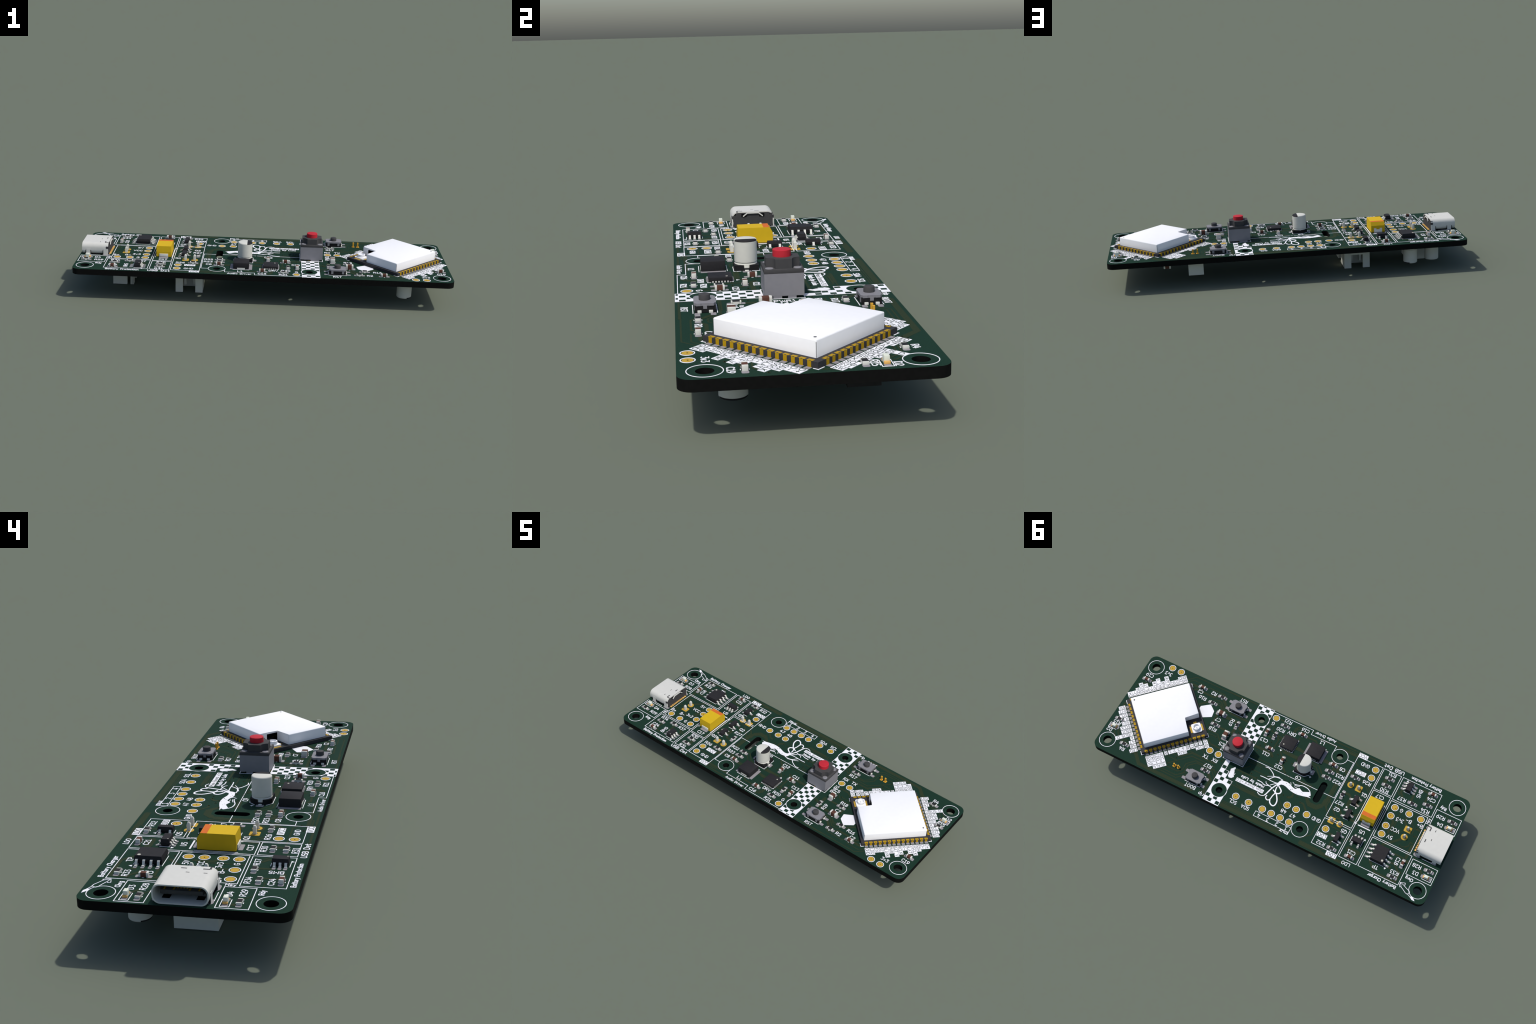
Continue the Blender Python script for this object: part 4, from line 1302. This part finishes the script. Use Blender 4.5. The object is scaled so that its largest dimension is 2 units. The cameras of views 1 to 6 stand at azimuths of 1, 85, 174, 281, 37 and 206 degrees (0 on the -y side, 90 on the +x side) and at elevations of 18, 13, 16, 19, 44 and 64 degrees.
s.box(-44.75, -44.5, .4, 1.35, 3.17, 3.282, PLASTIC)
s.box(-44.2, -43.68, 3.75, 4.25, 1.9, 2.86, PLASTIC)
s.box(-44.25, -43.68, -4.52, -3.9, 1.75, 2.4, PLASTIC)
s.box(-44.25, -43.68, 3.9, 4.52, 1.75, 2.4, PLASTIC)
for sy in (-1, 1):
    for x in (-49.88, -48.5, -45.12):
        s.box(x - .07, x + .07, *sorted((sy * 4.3, sy * 4.485)), .05, 1.3, SHADEBLACK)
    s.box(-48.4, -45.2, *sorted((sy * 3.6, sy * 4.3)), .0, .12, SHADEBLACK)
for x, y in ((-46.0, -2.9), (-46.0, -.05)):
    s.box(x - .12, x + .05, y - .3, y + .3, 3.2, 3.278, PLASTIC)  # dark patches stand in for small bumps on the top
for sy in (-1, 1):
    s.box(-43.7, -43.535, *sorted((sy * 1.35, sy * 2.45)), 2.15, 2.85, SHADEBLACK)
    s.box(-49.3, -48.0, *sorted((sy * 2.1, sy * 3.8)), .2, .275, SHADEBLACK)
put("socket_dark_patch", s.mesh("socket_dark_patch", 0), usb)
s = Solid(SHELL)
for sy in (-1, 1):
    s.strap([(sy * .002, 3.0), (sy * 1.2, 3.0), (sy * 2.1, 2.3)], .12, .22, SHELL, 43.45, math.pi / 2)
put("socket_spring", s.mesh("socket_spring", 0), usb)
s = Solid(SOLDER)
for sy in (-1, 1):
    s.prism(rounded(-45.3, -43.2, *sorted((sy * 3.8, sy * 4.85)), .5, 6), -.01, .04, SOLDER)
    s.prism(rounded(-50.0, -48.3, *sorted((sy * 3.8, sy * 4.85)), .5, 6), -.01, .04, SOLDER)
put("solder_pad", s.mesh("socket_pad", 0), usb)


# ------------------------------------------------------------------ plugs under the board
def plug_meshes():
    """Two-way shrouded header, built upside down; the slotted wall faces -y."""
    s = Solid(NYLON)
    hw, y0, y1, zt, zb = 3.72, -2.37, 3.4, -.01, -7.0
    s.box(-hw, hw, y0, y1, -2.5, zt, NYLON)
    s.box(-hw, hw, y1 - .7, y1, zb, -2.45, NYLON)
    for sx in (-1, 1):
        a, b = sorted((sx * hw, sx * (hw - .75)))
        s.box(a, b, y0 + 1.85, y1 - .65, zb, -2.45, NYLON)
        s.box(a, b, y0 + .02, y0 + .92, zb, -2.45, NYLON)
        a, b = sorted((sx * hw, sx * 1.72))
        n0, n1 = sorted((sx * 1.72, sx * 1.3))
        s.box(a, b, y0, y0 + .7, zb, -1.0, NYLON)
        s.box(*sorted((sx * 1.9, sx * 1.2)), y1 - 1.4, y1 - .65, -6.0, -2.45, NYLON, .1)
    s.box(-1.75, 1.75, y0, y0 + .7, -3.05, -1.0, NYLON)
    house = s.mesh("plug_housing", 0)
    s = Solid(LEAD)
    for x in (-1.25, 1.25):
        s.box(x - .32, x + .32, -.32, .32, -5.4, THICK + 1.25, LEAD)
        s.box(x - .32, x + .32, -.32, .32, THICK + 1.25, THICK + 1.62, LEAD, 0, .14)
    return house, s.mesh("plug_pin", 0)


PLUG = plug_meshes()
for x, y, t in ((-20.25, -6.0, 0), (-20.25, 6.05, 180), (-38.6, 0, 90)):
    o = put("plug", PLUG[0], BOARD_ROOT, x, y, -THICK, t)
    put("plug_pin", PLUG[1], o)
for i, (x, y) in enumerate(PLUG_PINS):
    square = i in (1, 2, 4)
    outl = rounded(x - .88, x + .88, y - .98, y + .98, .22, 4) if square else ring(x, y, .93, 36)
    if i >= 4 and square:
        outl = rounded(x - .98, x + .98, y - .88, y + .88, .22, 4)
    for z in ((-.01, .04), (-THICK - .04, -THICK + .01)):
        put("ring_pad", sheet("ring_pad", [outl, ring(x, y, .47, 20)], *z, [GOLD]), BOARD_ROOT)

# small two-way plug with gilt pins
s = Solid(NYLON)
s.box(24.45, 28.7, 9.7, 12.9, -THICK - 4.4, -THICK - .01, NYLON, .05)
o = put("small_plug", s.mesh("small_plug"), BOARD_ROOT)
s = Solid(SHADEBLACK)
s.box(25.0, 28.15, 10.25, 12.3, -THICK - 4.42, -THICK - 4.35, SHADEBLACK)  # thin dark plate stands in for the mouth; nothing is cut
put("plug_mouth_patch", s.mesh("plug_mouth_patch", 0), o)
s = Solid(PINGOLD)
for x, y in GOLD_PINS:
    s.box(x - .2, x + .2, y - .2, y + .2, -.1, 1.3, PINGOLD, .03)
s.prism(rounded(26.7, 27.6, 11.3, 12.2, .08, 3), -.01, .05, PINGOLD)
s.prism(ring(25.85, 11.75, .46, 24), -.01, .05, PINGOLD)
put("gilt_pin", s.mesh("gilt_pin", 0), o)

# parts on the underside glimpsed at the rim
s = Solid(BLACK)
s.box(43.0, 47.1, 4.3, 8.7, -THICK - 1.95, -THICK - .02, BLACK, .05)
put("under_chip", s.mesh("under_chip"), BOARD_ROOT)
for x, y in ((34.55, 14.6), (30.0, -2.0), (8.0, 6.0)):
    o = put("ceramic_capacitor", BIGCAP if y > 10 else CAP, BOARD_ROOT, x, y, -THICK)
    o.rotation_euler = (math.pi, 0, 0)
s = Solid(SOLDER)
s.box(38.2, 39.6, -6.6, -5.0, -THICK - .14, -THICK + .01, SOLDER)
put("under_pad", s.mesh("under_pad", 0), BOARD_ROOT)
